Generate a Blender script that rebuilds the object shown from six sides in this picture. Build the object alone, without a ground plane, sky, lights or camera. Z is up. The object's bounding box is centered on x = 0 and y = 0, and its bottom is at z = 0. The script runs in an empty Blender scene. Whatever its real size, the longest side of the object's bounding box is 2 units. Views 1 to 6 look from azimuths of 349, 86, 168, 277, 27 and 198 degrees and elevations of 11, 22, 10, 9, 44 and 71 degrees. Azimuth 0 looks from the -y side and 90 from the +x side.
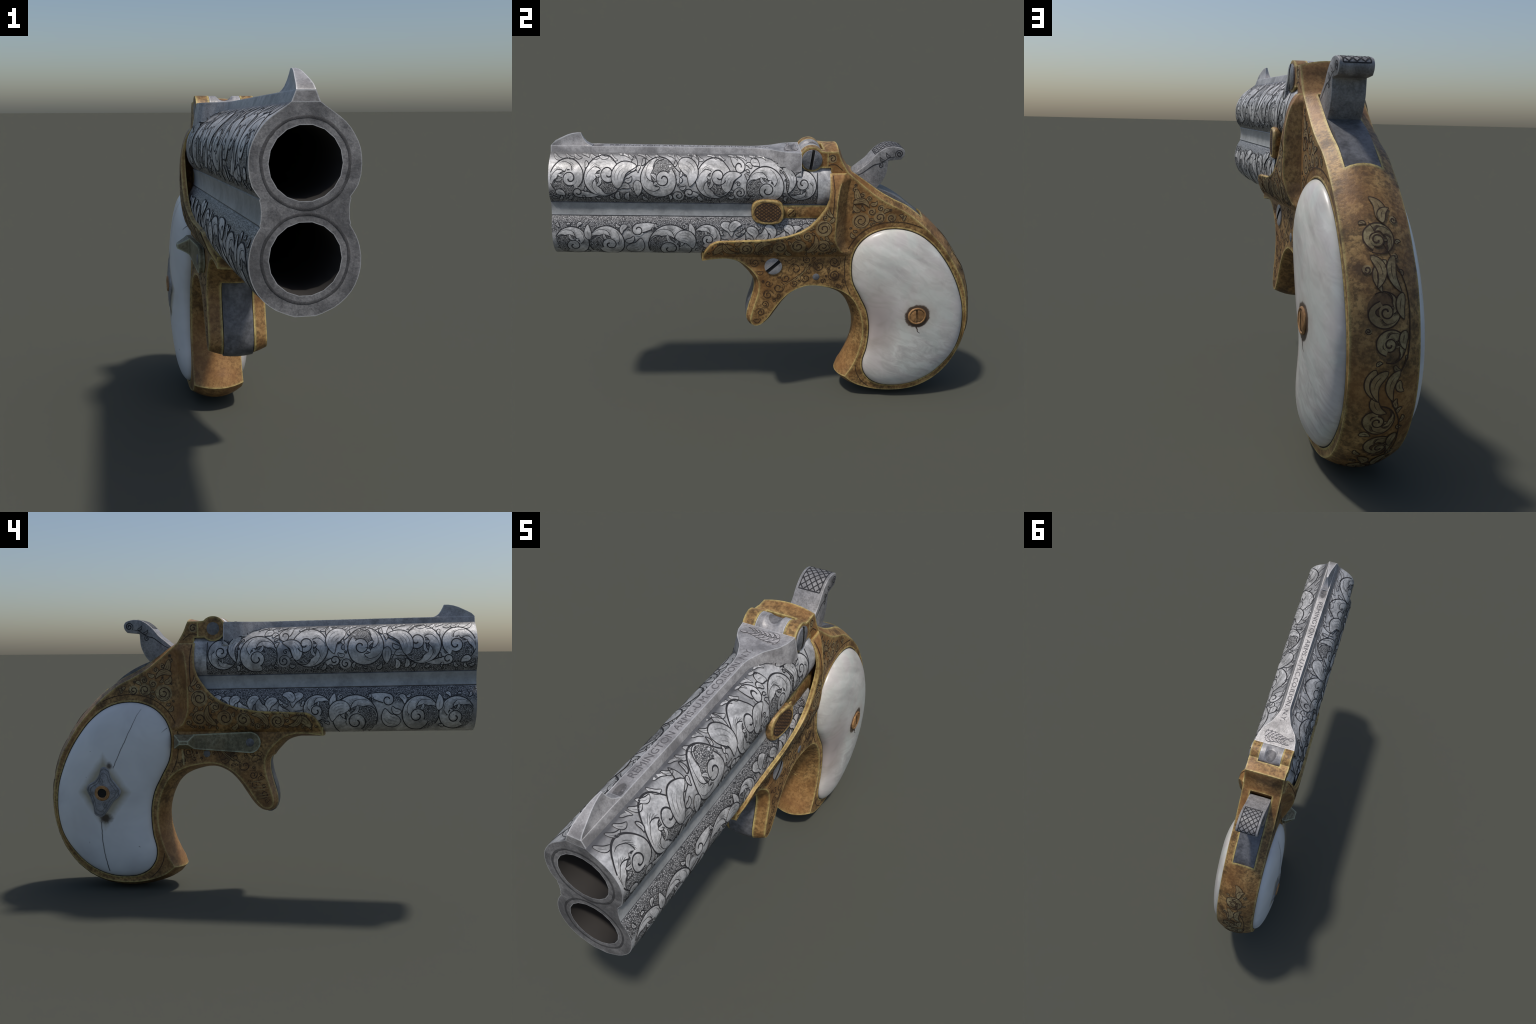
import bpy, bmesh, math, random
import numpy as np
from mathutils import Vector, Matrix
from mathutils.bvhtree import BVHTree

random.seed(7)
COL = bpy.context.scene.collection

# ------------------------------------------------------------------ helpers
def new_obj(name, verts, faces, mat=None, parent=None, angle=32.0, recalc=True, mat_ids=None):
    me = bpy.data.meshes.new(name)
    me.from_pydata([tuple(v) for v in verts], [], faces)
    if isinstance(mat, (list, tuple)):
        for m in mat:
            me.materials.append(m)
    elif mat:
        me.materials.append(mat)
    if mat_ids is not None:
        me.polygons.foreach_set("material_index", mat_ids)
    if recalc:
        bm = bmesh.new(); bm.from_mesh(me)
        bmesh.ops.remove_doubles(bm, verts=bm.verts, dist=1e-6)
        bmesh.ops.recalc_face_normals(bm, faces=bm.faces)
        bm.to_mesh(me); bm.free()
    finish(me, angle)
    ob = bpy.data.objects.new(name, me)
    COL.objects.link(ob)
    if parent:
        ob.parent = parent
    return ob

def finish(me, angle):
    me.shade_smooth()
    if angle is not None:
        me.set_sharp_from_angle(angle=math.radians(angle))

def catmull(pts, closed=True, step=0.012):
    """pts: (a, b, extra, corner). Smooth through non-corner points."""
    n = len(pts); out = []
    segs = n if closed else n - 1
    for i in range(segs):
        p1, p2 = pts[i], pts[(i + 1) % n]
        p0 = pts[(i - 1) % n] if (closed or i > 0) else p1
        p3 = pts[(i + 2) % n] if (closed or i + 2 < n) else p2
        a, b = np.array(p1[:3]), np.array(p2[:3])
        m1 = np.zeros(3) + (b - a) if p1[3] else (b - np.array(p0[:3])) * 0.5
        m2 = np.zeros(3) + (b - a) if p2[3] else (np.array(p3[:3]) - a) * 0.5
        if not p1[3]:
            l0 = np.linalg.norm(a[:2] - np.array(p0[:2])); l1 = np.linalg.norm((b - a)[:2])
            d = (a - np.array(p0[:3])) / max(l0, 1e-9) * l1 / (l0 + l1) * l1 + (b - a) / max(l1, 1e-9) * l0 / (l0 + l1) * l1
            m1 = d
        if not p2[3]:
            l1 = np.linalg.norm((b - a)[:2]); l2 = np.linalg.norm(np.array(p3[:2]) - b[:2])
            m2 = (b - a) / max(l1, 1e-9) * l2 / (l1 + l2) * l1 + (np.array(p3[:3]) - b) / max(l2, 1e-9) * l1 / (l1 + l2) * l1
        straight = p1[3] and p2[3]
        k = 1 if straight else max(2, int(np.linalg.norm((b - a)[:2]) / step))
        for j in range(k):
            t = j / k
            h = (2*t**3 - 3*t**2 + 1) * a + (t**3 - 2*t**2 + t) * m1 + (-2*t**3 + 3*t**2) * b + (t**3 - t**2) * m2
            out.append(h)
    if not closed:
        out.append(np.array(pts[-1][:3]))
    return np.array(out)

def P(*pts):
    """control points (a, b[, extra]); a trailing 'K' marks a corner"""
    res = []
    for p in pts:
        k = p[-1] == 'K'
        q = p[:-1] if k else p
        res.append((q[0], q[1], q[2] if len(q) > 2 else 0.0, k))
    return res

def normals2d(c):
    d = np.roll(c, -1, 0) - np.roll(c, 1, 0)
    n = np.stack([d[:, 1], -d[:, 0]], 1)
    n /= np.linalg.norm(n, axis=1, keepdims=True) + 1e-12
    area = 0.5 * np.sum(c[:, 0] * np.roll(c[:, 1], -1) - np.roll(c[:, 0], -1) * c[:, 1])
    return n if area > 0 else -n

def prism_x(name, yz, x0, x1, mat, parent, crown=None, stations=2, angle=32, bevel=0.0):
    """side profile (y,z) carried from x0 to x1, edges may be crowned in the middle"""
    yz = np.asarray(yz)[:, :2]
    n = len(yz)
    nor = normals2d(yz)
    verts, faces = [], []
    mid, half = (x0 + x1) / 2, (x1 - x0) / 2
    for j in range(stations):
        x = x0 + (x1 - x0) * j / (stations - 1)
        q = 1 - ((x - mid) / half) ** 2
        pts = yz + (nor * (crown[:, None] * q) if crown is not None else 0)
        verts += [(x, p[0], p[1]) for p in pts]
    for j in range(stations - 1):
        for i in range(n):
            a, b = j * n + i, j * n + (i + 1) % n
            faces.append((a, b, b + n, a + n))
    faces.append(tuple(range(n))[::-1])
    faces.append(tuple(range((stations - 1) * n, stations * n)))
    ob = new_obj(name, verts, faces, mat, parent, angle)
    if bevel:
        bake(ob, [("BEVEL", dict(width=bevel, segments=2, limit_method='ANGLE', angle_limit=math.radians(40)))], angle)
    return ob

def bake(ob, mods, angle=32):
    for kind, props in mods:
        m = ob.modifiers.new(kind.lower(), kind)
        for k, v in props.items():
            setattr(m, k, v)
    dg = bpy.context.evaluated_depsgraph_get()
    me = bpy.data.meshes.new_from_object(ob.evaluated_get(dg))
    ob.modifiers.clear()
    old = ob.data
    ob.data = me
    me.name = ob.name
    bpy.data.meshes.remove(old)
    finish(me, angle)

def cut(ob, tool, angle=32):
    tool.parent = None
    bake(ob, [("BOOLEAN", dict(operation='DIFFERENCE', object=tool, solver='EXACT'))], angle)
    bpy.data.objects.remove(tool)

def interp(table, t):
    a = np.array(table)
    return np.interp(t, a[:, 0], a[:, 1])

def arc(cy, cz, r, a0, a1, n):
    return [(cy + r * math.cos(math.radians(a0 + (a1 - a0) * i / n)), cz + r * math.sin(math.radians(a0 + (a1 - a0) * i / n))) for i in range(n + 1)]

# ------------------------------------------------------------------ materials
class Nodes:
    def __init__(self, name):
        self.m = bpy.data.materials.new(name); self.m.use_nodes = True
        self.t = self.m.node_tree
        self.b = self.t.nodes["Principled BSDF"]
    def n(self, kind, **kw):
        nd = self.t.nodes.new(kind)
        for k, v in kw.items():
            if k in nd.inputs.keys() if hasattr(nd.inputs, 'keys') else False:
                nd.inputs[k].default_value = v
            else:
                setattr(nd, k, v)
        return nd
    def l(self, a, b):
        self.t.links.new(a, b)
    def coord(self):
        return self.n("ShaderNodeTexCoord").outputs["Object"]
    def noise(self, scale, detail=4, rough=0.6, vec=None, dist=0.0):
        nd = self.n("ShaderNodeTexNoise")
        nd.inputs["Scale"].default_value = scale; nd.inputs["Detail"].default_value = detail
        nd.inputs["Roughness"].default_value = rough; nd.inputs["Distortion"].default_value = dist
        self.l(vec or self.coord(), nd.inputs["Vector"])
        return nd.outputs["Fac"]
    def ramp(self, fac, *stops):
        r = self.n("ShaderNodeValToRGB")
        while len(r.color_ramp.elements) < len(stops):
            r.color_ramp.elements.new(0.5)
        for e, (p, c) in zip(r.color_ramp.elements, stops):
            e.position = p
            e.color = (c, c, c, 1) if isinstance(c, (int, float)) else (*c, 1)
        self.l(fac, r.inputs[0])
        return r.outputs[0]
    def mix(self, fac, a, b, mode='MIX'):
        x = self.n("ShaderNodeMix", data_type='RGBA', blend_type=mode)
        for sock, v in ((x.inputs[0], fac), (x.inputs[6], a), (x.inputs[7], b)):
            if isinstance(v, (int, float)):
                sock.default_value = v if sock.type == 'VALUE' else (v, v, v, 1)
            elif isinstance(v, tuple):
                sock.default_value = (*v, 1)
            else:
                self.l(v, sock)
        return x.outputs[2]
    def math(self, op, a, b=None, c=None):
        x = self.n("ShaderNodeMath", operation=op)
        for s, v in zip(x.inputs, (a, b, c)):
            if v is None: continue
            if isinstance(v, (int, float)): s.default_value = v
            else: self.l(v, s)
        return x.outputs[0]
    def edge(self, radius):
        """1 at sharp edges, 0 on faces: rounded normal against true normal"""
        bv = self.n("ShaderNodeBevel", samples=6); bv.inputs["Radius"].default_value = radius
        ge = self.n("ShaderNodeNewGeometry")
        d = self.n("ShaderNodeVectorMath", operation='DOT_PRODUCT')
        self.l(bv.outputs[0], d.inputs[0]); self.l(ge.outputs["Normal"], d.inputs[1])
        return self.math('SUBTRACT', 1.0, d.outputs["Value"])
    def out(self, color, rough=0.5, metal=0.0, bump=None, bump_d=0.002, **kw):
        b = self.b
        if isinstance(color, tuple): b.inputs["Base Color"].default_value = (*color, 1)
        else: self.l(color, b.inputs["Base Color"])
        for nm, v in (("Roughness", rough), ("Metallic", metal)):
            if isinstance(v, (int, float)): b.inputs[nm].default_value = v
            else: self.l(v, b.inputs[nm])
        for k, v in kw.items():
            b.inputs[k.replace("_", " ")].default_value = v
        if bump is not None:
            bn = self.n("ShaderNodeBump"); bn.inputs["Distance"].default_value = bump_d; bn.inputs["Strength"].default_value = 0.6
            self.l(bump, bn.inputs["Height"]); self.l(bn.outputs[0], b.inputs["Normal"])
        return self.m

def steel(name, lo, hi, scale=22, rough=0.48, metal=0.08, edge=None, edge_r=0.006):
    k = Nodes(name)
    f = k.noise(scale, 6, 0.7)
    f2 = k.noise(scale * 5, 3, 0.6)
    c = k.mix(0.4, k.ramp(f, (0.34, lo), (0.60, hi)), k.ramp(f2, (0.35, lo), (0.65, hi)))
    # drifting tarnish
    c = k.mix(k.ramp(k.noise(8.5, 5, 0.65, dist=0.5), (0.48, 0.0), (0.64, 0.72)), c, tuple(np.array(lo) * 0.72))
    if edge:
        c = k.mix(k.ramp(k.edge(edge_r), (0.03, 0.0), (0.18, 1.0)), c, edge)
    return k.out(c, rough, metal, f2, 0.0012, Specular_IOR_Level=0.4)

def brass(name, lo, mid, hi, edge_col, rough=0.5, metal=0.08, edge_r=0.012):
    k = Nodes(name)
    f = k.noise(11, 6, 0.72); f2 = k.noise(75, 4, 0.65); f3 = k.noise(4.0, 3, 0.5)
    c = k.ramp(f, (0.37, lo), (0.49, mid), (0.62, hi))
    c = k.mix(k.ramp(f2, (0.40, 0.7), (0.55, 0.0)), c, tuple(np.array(lo) * 0.8))
    c = k.mix(k.ramp(k.noise(26, 4, 0.7), (0.56, 0.0), (0.68, 0.7)), c, tuple(np.array(lo) * 0.9))
    c = k.mix(k.ramp(f3, (0.45, 0.0), (0.65, 0.55)), c, tuple(np.array(mid) * np.array((1.06, 0.82, 0.66))))
    if edge_col:
        e = k.math('MULTIPLY', k.ramp(k.edge(edge_r), (0.012, 0.0), (0.10, 1.0)), k.math('MULTIPLY', k.ramp(f2, (0.3, 0.45), (0.5, 1.0)), k.ramp(f, (0.36, 0.35), (0.52, 1.0))))
        c = k.mix(e, c, edge_col)
    return k.out(c, rough, metal, f2, 0.0015, Specular_IOR_Level=0.4)

def pebbled(k, scale, lo, hi):
    """punched background: pale pebbles in a dark net"""
    v = k.n("ShaderNodeTexVoronoi", feature='DISTANCE_TO_EDGE'); v.inputs["Scale"].default_value = scale
    k.l(k.coord(), v.inputs["Vector"])
    return k.ramp(v.outputs["Distance"], (0.06, lo), (0.24, hi)), v.outputs["Distance"]

def band(k, sock, a, b, soft):
    up = k.n("ShaderNodeMapRange"); up.inputs[1].default_value = a - soft; up.inputs[2].default_value = a + soft
    dn = k.n("ShaderNodeMapRange"); dn.inputs[1].default_value = b + soft; dn.inputs[2].default_value = b - soft
    k.l(sock, up.inputs[0]); k.l(sock, dn.inputs[0])
    return k.math('MULTIPLY', up.outputs[0], dn.outputs[0])

def barrel_metal(name):
    """bright worn silver; punched pebble ground fills the strips beside the web"""
    k = Nodes(name)
    co = k.coord()
    sp = k.n("ShaderNodeSeparateXYZ"); k.l(co, sp.inputs[0])
    f = k.noise(16, 6, 0.72); f2 = k.noise(90, 3, 0.6)
    c = k.mix(0.35, k.ramp(f, (0.35, (0.21, 0.205, 0.205)), (0.50, (0.52, 0.505, 0.495)), (0.66, (0.72, 0.70, 0.69))), k.ramp(f2, (0.35, 0.26), (0.62, 0.66)))
    c = k.mix(k.ramp(k.noise(8.5, 5, 0.65, dist=0.5), (0.48, 0.0), (0.64, 0.72)), c, (0.17, 0.165, 0.165))
    # height measured square to the tilted bores
    lz = k.math('ADD', sp.outputs[2], k.math('MULTIPLY', k.math('ADD', sp.outputs[1], 1.0), TILT))
    wob = k.math('ADD', lz, k.math('MULTIPLY', k.math('SUBTRACT', k.noise(26, 2, 0.5), 0.5), 0.03))
    m = k.math('ADD', band(k, wob, 1.046, 1.108, .006), band(k, wob, .912, .983, .006))
    rear = k.n("ShaderNodeMapRange"); rear.inputs[1].default_value = .206; rear.inputs[2].default_value = .203
    k.l(sp.outputs[1], rear.inputs[0])
    m = k.math('MULTIPLY', m, rear.outputs[0])
    peb, d = pebbled(k, 165, (0.035, 0.034, 0.036), (0.42, 0.41, 0.405))
    c = k.mix(m, c, peb)
    # the plain web between the bores is a smoother grey
    c = k.mix(band(k, lz, .984, 1.0425, .001), c, k.ramp(f, (0.34, (0.27, 0.275, 0.275)), (0.62, (0.42, 0.425, 0.425))))
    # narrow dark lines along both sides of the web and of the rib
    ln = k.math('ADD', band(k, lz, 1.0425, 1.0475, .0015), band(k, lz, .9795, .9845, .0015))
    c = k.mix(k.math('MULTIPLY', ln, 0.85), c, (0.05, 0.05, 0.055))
    # soft dark band in the corner under the top rib
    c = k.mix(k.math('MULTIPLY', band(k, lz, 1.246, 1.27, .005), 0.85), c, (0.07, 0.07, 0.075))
    return k.out(c, 0.46, 0.18, f2, 0.0012, Specular_IOR_Level=0.5)

def pebble_patch(name):
    k = Nodes(name)
    peb, d = pebbled(k, 165, (0.035, 0.034, 0.036), (0.42, 0.41, 0.40))
    return k.out(peb, 0.5, 0.0, Specular_IOR_Level=0.4)

def yz_distance(k, cy, cz, sy=1.0, sz=1.0):
    sp = k.n("ShaderNodeSeparateXYZ"); k.l(k.coord(), sp.inputs[0])
    a = k.math('MULTIPLY', k.math('SUBTRACT', sp.outputs[1], cy), sy)
    b = k.math('MULTIPLY', k.math('SUBTRACT', sp.outputs[2], cz), sz)
    return k.math('SQRT', k.math('ADD', k.math('POWER', k.math('ABSOLUTE', a), 2.0), k.math('POWER', k.math('ABSOLUTE', b), 2.0))), a, b

def stretched(k, rot, scale):
    mp = k.n("ShaderNodeMapping", vector_type='TEXTURE')      # turned first, then stretched
    mp.inputs["Rotation"].default_value = tuple(-a for a in rot); mp.inputs["Scale"].default_value = tuple(1 / a for a in scale)
    k.l(k.coord(), mp.inputs["Vector"])
    return mp.outputs[0]

def pearl(name):
    """creamy shell with drifting clouds, slanting growth streaks and a brown stain round the screw"""
    k = Nodes(name)
    f = k.noise(4.5, 5, 0.6, dist=0.6)
    c = k.ramp(f, (0.30, (0.484, 0.441, 0.405)), (0.46, (0.595, 0.564, 0.509)), (0.60, (0.632, 0.610, 0.557)), (0.75, (0.688, 0.669, 0.609)))
    st = k.noise(4.2, 3, 0.5, stretched(k, (math.radians(33), 0, 0), (1, 0.55, 4.2)), 0.2)
    d, _, _ = yz_distance(k, .66, .78, 1.0, 1.5)
    up = k.ramp(d, (0.10, 1.0), (0.26, 0.0))
    c = k.mix(k.math('MULTIPLY', up, 0.75), c, k.ramp(st, (0.38, (0.465, 0.432, 0.409)), (0.50, (0.614, 0.582, 0.531)), (0.60, (0.800, 0.773, 0.713))))
    cl = k.noise(13, 5, 0.65, stretched(k, (math.radians(28), 0, 0), (1, 0.8, 2.2)), 0.8)
    d2, _, _ = yz_distance(k, .76, .26, 0.9, 1.3)
    lo = k.ramp(d2, (0.08, 1.0), (0.24, 0.0))
    c = k.mix(k.math('MULTIPLY', lo, 0.8), c, k.ramp(cl, (0.36, (0.437, 0.419, 0.400)), (0.50, (0.558, 0.537, 0.496)), (0.62, (0.688, 0.682, 0.635))))
    c = k.mix(0.35, c, k.ramp(cl, (0.36, (0.44, 0.415, 0.39)), (0.50, (0.60, 0.575, 0.53)), (0.62, (0.74, 0.73, 0.68))))
    d3, _, _ = yz_distance(k, .505, .43, 1.0, 0.45)
    c = k.mix(k.ramp(d3, (0.03, 0.85), (0.125, 0.0)), c, (0.372, 0.305, 0.270))
    hue = k.noise(6, 2, 0.5, dist=1.0)
    c = k.mix(k.ramp(hue, (0.40, 0.35), (0.50, 0.0)), c, (0.614, 0.537, 0.522))
    c = k.mix(k.ramp(hue, (0.52, 0.0), (0.64, 0.35)), c, (0.577, 0.619, 0.557))
    ds, _, _ = yz_distance(k, .702, .481)
    dn = k.math('ADD', ds, k.math('MULTIPLY', k.math('SUBTRACT', k.noise(38, 3, 0.6), 0.5), 0.018))
    c = k.mix(k.ramp(dn, (0.05, 0.35), (0.10, 0.0)), c, (0.40, 0.32, 0.25))
    c = k.mix(k.ramp(dn, (0.058, 1.0), (0.063, 0.0)), c, (0.085, 0.055, 0.038))
    return k.out(c, 0.32, 0.0, Specular_IOR_Level=0.5)

def old_pearl(name):
    """smooth bluish white with faint clouds, specks and a rusty halo round the plate"""
    k = Nodes(name)
    f = k.noise(4.0, 4, 0.55, dist=0.5)
    c = k.ramp(f, (0.3, (0.64, 0.64, 0.65)), (0.5, (0.74, 0.75, 0.755)), (0.7, (0.82, 0.825, 0.82)))
    c = k.mix(k.ramp(k.noise(2.2, 2, 0.5), (0.5, 0.0), (0.7, 0.35)), c, (0.70, 0.67, 0.63))
    ds, a, b = yz_distance(k, .694, .486)
    # diamond shaped distance to the plate
    dd = k.math('ADD', k.math('MULTIPLY', k.math('ABSOLUTE', a), 1.45), k.math('ABSOLUTE', b))
    dn = k.math('ADD', dd, k.math('MULTIPLY', k.math('SUBTRACT', k.noise(30, 3, 0.6), 0.5), 0.03))
    c = k.mix(k.ramp(dn, (0.135, 0.75), (0.195, 0.0)), c, (0.30, 0.25, 0.14))
    d2, _, _ = yz_distance(k, .690, .362, 1.0, 1.2)
    c = k.mix(k.ramp(k.math('ADD', d2, k.math('MULTIPLY', k.noise(60, 3, 0.6), 0.02)), (0.026, 0.95), (0.048, 0.0)), c, (0.05, 0.035, 0.025))
    d3, _, _ = yz_distance(k, .664, .612, 1.3, 1.0)
    c = k.mix(k.ramp(k.math('ADD', d3, k.math('MULTIPLY', k.noise(60, 3, 0.6), 0.02)), (0.018, 0.9), (0.032, 0.0)), c, (0.06, 0.042, 0.03))
    v = k.noise(42, 2, 0.5)
    c = k.mix(k.ramp(v, (0.765, 0.0), (0.785, 0.7)), c, (0.25, 0.24, 0.23))
    return k.out(c, 0.32, 0.0, Specular_IOR_Level=0.5)

TILT = .0165       # the barrel group points up by this slope
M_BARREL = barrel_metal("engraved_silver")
M_PATCH = pebble_patch("punched_ground")
M_PLATE = steel("raised_scroll_silver", (0.27, 0.265, 0.26), (0.76, 0.74, 0.725), 19, 0.46, 0.18)
M_SHADE = steel("scroll_shading", (0.10, 0.10, 0.10), (0.22, 0.218, 0.215), 60, 0.5)
M_SILVER = steel("worn_silver", (0.23, 0.22, 0.218), (0.48, 0.46, 0.455), 34, 0.45, 0.15, edge=(0.70, 0.69, 0.69), edge_r=.008)
M_MUZZLE = steel("muzzle_steel", (0.10, 0.097, 0.10), (0.30, 0.29, 0.285), 40, 0.5, edge=(0.55, 0.55, 0.55), edge_r=.005)
M_BLUED = steel("blued_screw", (0.045, 0.05, 0.06), (0.24, 0.24, 0.25), 42, 0.35, edge=(0.5, 0.5, 0.5), edge_r=.003)
M_HAMMER = steel("hammer_steel", (0.13, 0.127, 0.127), (0.36, 0.35, 0.35), 30, 0.5, edge=(0.58, 0.57, 0.57), edge_r=.006)
M_SCREW = steel("screw_steel", (0.22, 0.21, 0.21), (0.42, 0.41, 0.41), 45, 0.4, edge=(0.55, 0.55, 0.55), edge_r=.003)
M_DARKSTEEL = steel("dark_steel", (0.07, 0.07, 0.075), (0.20, 0.20, 0.21), 18, 0.45)
M_PLAQUE = steel("plaque_steel", (0.17, 0.17, 0.18), (0.38, 0.38, 0.39), 45, 0.45, edge=(0.5, 0.5, 0.5), edge_r=.005)
M_BORE = Nodes("bore_dark").out((0.03, 0.026, 0.023), 0.8)
M_BLACK = Nodes("near_black").out((0.012, 0.011, 0.010), 0.9)  # near-black for slot floors, ring holes and the panel joint
M_LINE = Nodes("engraved_line").out((0.022, 0.021, 0.024), 0.8)
M_LETTER = Nodes("stamped_letter").out((0.12, 0.115, 0.12), 0.8)
M_BRASSLINE = Nodes("engraved_line_brass").out((0.05, 0.024, 0.011), 0.8)
M_GLINT = brass("bright_stroke", (0.30, 0.22, 0.10), (0.42, 0.33, 0.15), (0.5, 0.4, 0.2), None)
M_EDGE_HIGHLIGHT = brass("edge_highlight_brass", (0.22, 0.15, 0.05), (0.42, 0.30, 0.11), (0.52, 0.40, 0.15), None)
M_BRASS = brass("worn_brass", (0.095, 0.054, 0.022), (0.30, 0.172, 0.062), (0.47, 0.29, 0.11), (0.60, 0.48, 0.18), edge_r=0.018)
M_RELIEF = brass("brass_relief", (0.17, 0.12, 0.055), (0.32, 0.24, 0.118), (0.42, 0.33, 0.17), None)
M_CHECK = brass("checkered_brass", (0.10, 0.05, 0.02), (0.20, 0.105, 0.042), (0.34, 0.19, 0.085), None)
M_BRASSGROUND = brass("brass_ground", (0.06, 0.036, 0.017), (0.16, 0.092, 0.038), (0.24, 0.145, 0.06), None)
M_GILT = brass("screw_gilt", (0.22, 0.11, 0.04), (0.40, 0.21, 0.08), (0.5, 0.28, 0.12), (0.6, 0.4, 0.2), edge_r=0.003)
M_LEVER = brass("lever_metal", (0.10, 0.09, 0.052), (0.20, 0.18, 0.11), (0.28, 0.26, 0.17), (0.52, 0.54, 0.38), edge_r=0.013)
M_PEARL = pearl("mother_of_pearl")
M_IVORY = old_pearl("aged_white_pearl")

# ------------------------------------------------------------------ root
root = bpy.data.objects.new("pocket_pistol", None)
COL.objects.link(root)
root["label"] = "engraved silver and brass two barrel pocket pistol, pearl grips"
root["category"] = "pistol"

W = 0.104          # half width of the brass frame
# ------------------------------------------------------------------ frame
FRAME = P((-.325, .752, .010, 'K'), (-.268, .759, .016), (-.205, .761, .022), (-.150, .746, .027), (-.105, .712, .033), (-.074, .675, .034), (-.058, .635, .034),
    (-.058, .595, .033), (-.073, .535, .031), (-.088, .485, .030), (-.097, .445, .028), (-.094, .422, .026), (-.076, .409, .025), (-.050, .414, .028), (-.024, .438, .030),
    (.008, .484, .031), (.046, .538, .030), (.091, .583, .028), (.130, .605, .026), (.172, .618, .025), (.215, .619, .025), (.262, .612, .028), (.316, .598, .033), (.362, .575, .037),
    (.398, .541, .040), (.425, .495, .041), (.445, .440, .041), (.455, .372, .040), (.452, .308, .040), (.440, .250, .042), (.422, .195, .044), (.401, .150, .044), (.378, .114, .042, 'K'),
    (.424, .078, .036), (.500, .049, .034), (.620, .034, .034), (.727, .048, .034), (.823, .098, .034), (.896, .178, .034), (.940, .268, .033), (.962, .360, .032), (.966, .430, .032), (.959, .500, .032),
    (.942, .580, .033), (.913, .658, .034), (.885, .705, .034), (.835, .783, .034), (.766, .862, .034), (.690, .933, .034), (.620, .985, .034), (.555, 1.017, .034), (.487, 1.056, .034),
    (.430, 1.100, .030), (.381, 1.141, .022), (.345, 1.172, .013, 'K'), (.315, 1.222, .011), (.294, 1.270, .016, 'K'),
    (.232, 1.270, 0, 'K'), (.232, 1.197, 0, 'K'), (.263, 1.197, 0, 'K'), (.263, .790, 0, 'K'), (-.325, .790, 0, 'K'))
fr = catmull(FRAME, True, 0.014)
frame = prism_x("frame", fr, -W, W, M_BRASS, root, crown=fr[:, 2], stations=11, angle=38)
slot = prism_x("slot_tool", [(.364, 1.4), (.364, 1.0), (.56, .90), (.707, .86), (.707, 1.4)], -.058, .058, M_BRASS, None)
cut(frame, slot, 38)
slot = prism_x("slot_tool", [(-.30, .653), (-.045, .653), (-.045, .57), (-.066, .36), (-.30, .36)], -.055, .055, M_BRASS, None)
cut(frame, slot, 38)

# ------------------------------------------------------------------ barrel cradle and recoil shield
SEC = [(0, .742), (.035, .744), (.065, .749), (.100, .763), (.114, .777), (.123, .790), (.131, .805), (.1385, .823), (.1450, .845), (.150, .87), (.1535, .895), (.1552, .92),
       (.1555, .95), (.1552, .99), (.1545, 1.03), (.152, 1.06), (.147, 1.088), (.141, 1.115), (.133, 1.138), (.123, 1.158), (.111, 1.173)]
YF = [(.740, -.327), (.755, -.325), (.798, -.312), (.837, -.288), (.855, -.262), (.8605, -.235), (.862, -.04), (.884, .07), (.904, .125), (.930, .166), (.963, .2), (1.0, .228), (1.025, .243), (1.06, .255), (1.1, .2595), (1.2, .2585)]
YR = [(.74, .34), (.785, .34), (.805, .318), (.835, .301), (.87, .290), (.95, .290), (1.05, .294), (1.115, .304), (1.15, .318), (1.18, .332)]
def cradle():
    half = SEC
    sec = [(-x, z) for x, z in half[:0:-1]] + half
    # refine along z so the sweeping front edge stays smooth
    fine = []
    for (x0, z0), (x1, z1) in zip(sec, sec[1:]):
        k = max(1, int(math.hypot(x1 - x0, z1 - z0) / 0.006))
        fine += [(x0 + (x1 - x0) * i / k, z0 + (z1 - z0) * i / k) for i in range(k)]
    fine.append(sec[-1])
    rows = []
    for x, z in fine:
        s = 1 if x >= 0 else -1
        yf, yr = interp(YF, z), interp(YR, z)
        row = []
        # inner wall hugging the barrels, from the breech to the front rim
        lower = z < .889
        d = math.hypot(x, z - .889)
        if lower:
            ix, iz = x * .1365 / d, .889 + (z - .889) * .1365 / d
        else:
            ix, iz = s * min(.1365, abs(x) - .012), z
        row.append((ix, max(.262, yf + .004), iz))
        row.append((ix, yf + .001, iz))
        row.append((x * .985, yf, z + (x - ix) * 0))
        for i in range(11):
            row.append((x, yf + .004 + (yr - yf - .004) * i / 10, z))
        row = [(a * (1 - .035 * max(0, min(1, (-.02 - b) / .25))), b, c) for a, b, c in row]
        ends = abs(x) - .1
        depth = min(.052, interp([(1.05, .49), (1.10, .43), (1.141, .381), (1.172, .345), (1.2, .33)], z) - yr - .003) if z > 1.05 else .052
        for i in range(1, 9):   # cove behind the shield down to the frame side
            a = i / 8 * math.pi / 2
            if ends > 0:
                t = i / 8
                row.append((s * (.1 + ends * (.12 * (1 - math.sin(a)) + .88 * (1 - t))), yr + depth * (.12 * (1 - math.cos(a)) + .88 * t), z))
            else:
                row.append((x, yr + .01 * i / 8, z))
        rows.append(row)
    m = len(rows[0])
    verts = [p for r in rows for p in r]
    faces = [(i * m + j, i * m + j + 1, (i + 1) * m + j + 1, (i + 1) * m + j) for i in range(len(rows) - 1) for j in range(m - 1)]
    faces.append(tuple(range(m)))
    faces.append(tuple(range((len(rows) - 1) * m, len(rows) * m))[::-1])
    return new_obj("recoil_shield", verts, faces, M_BRASS, root, 40)
shield = cradle()

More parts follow.
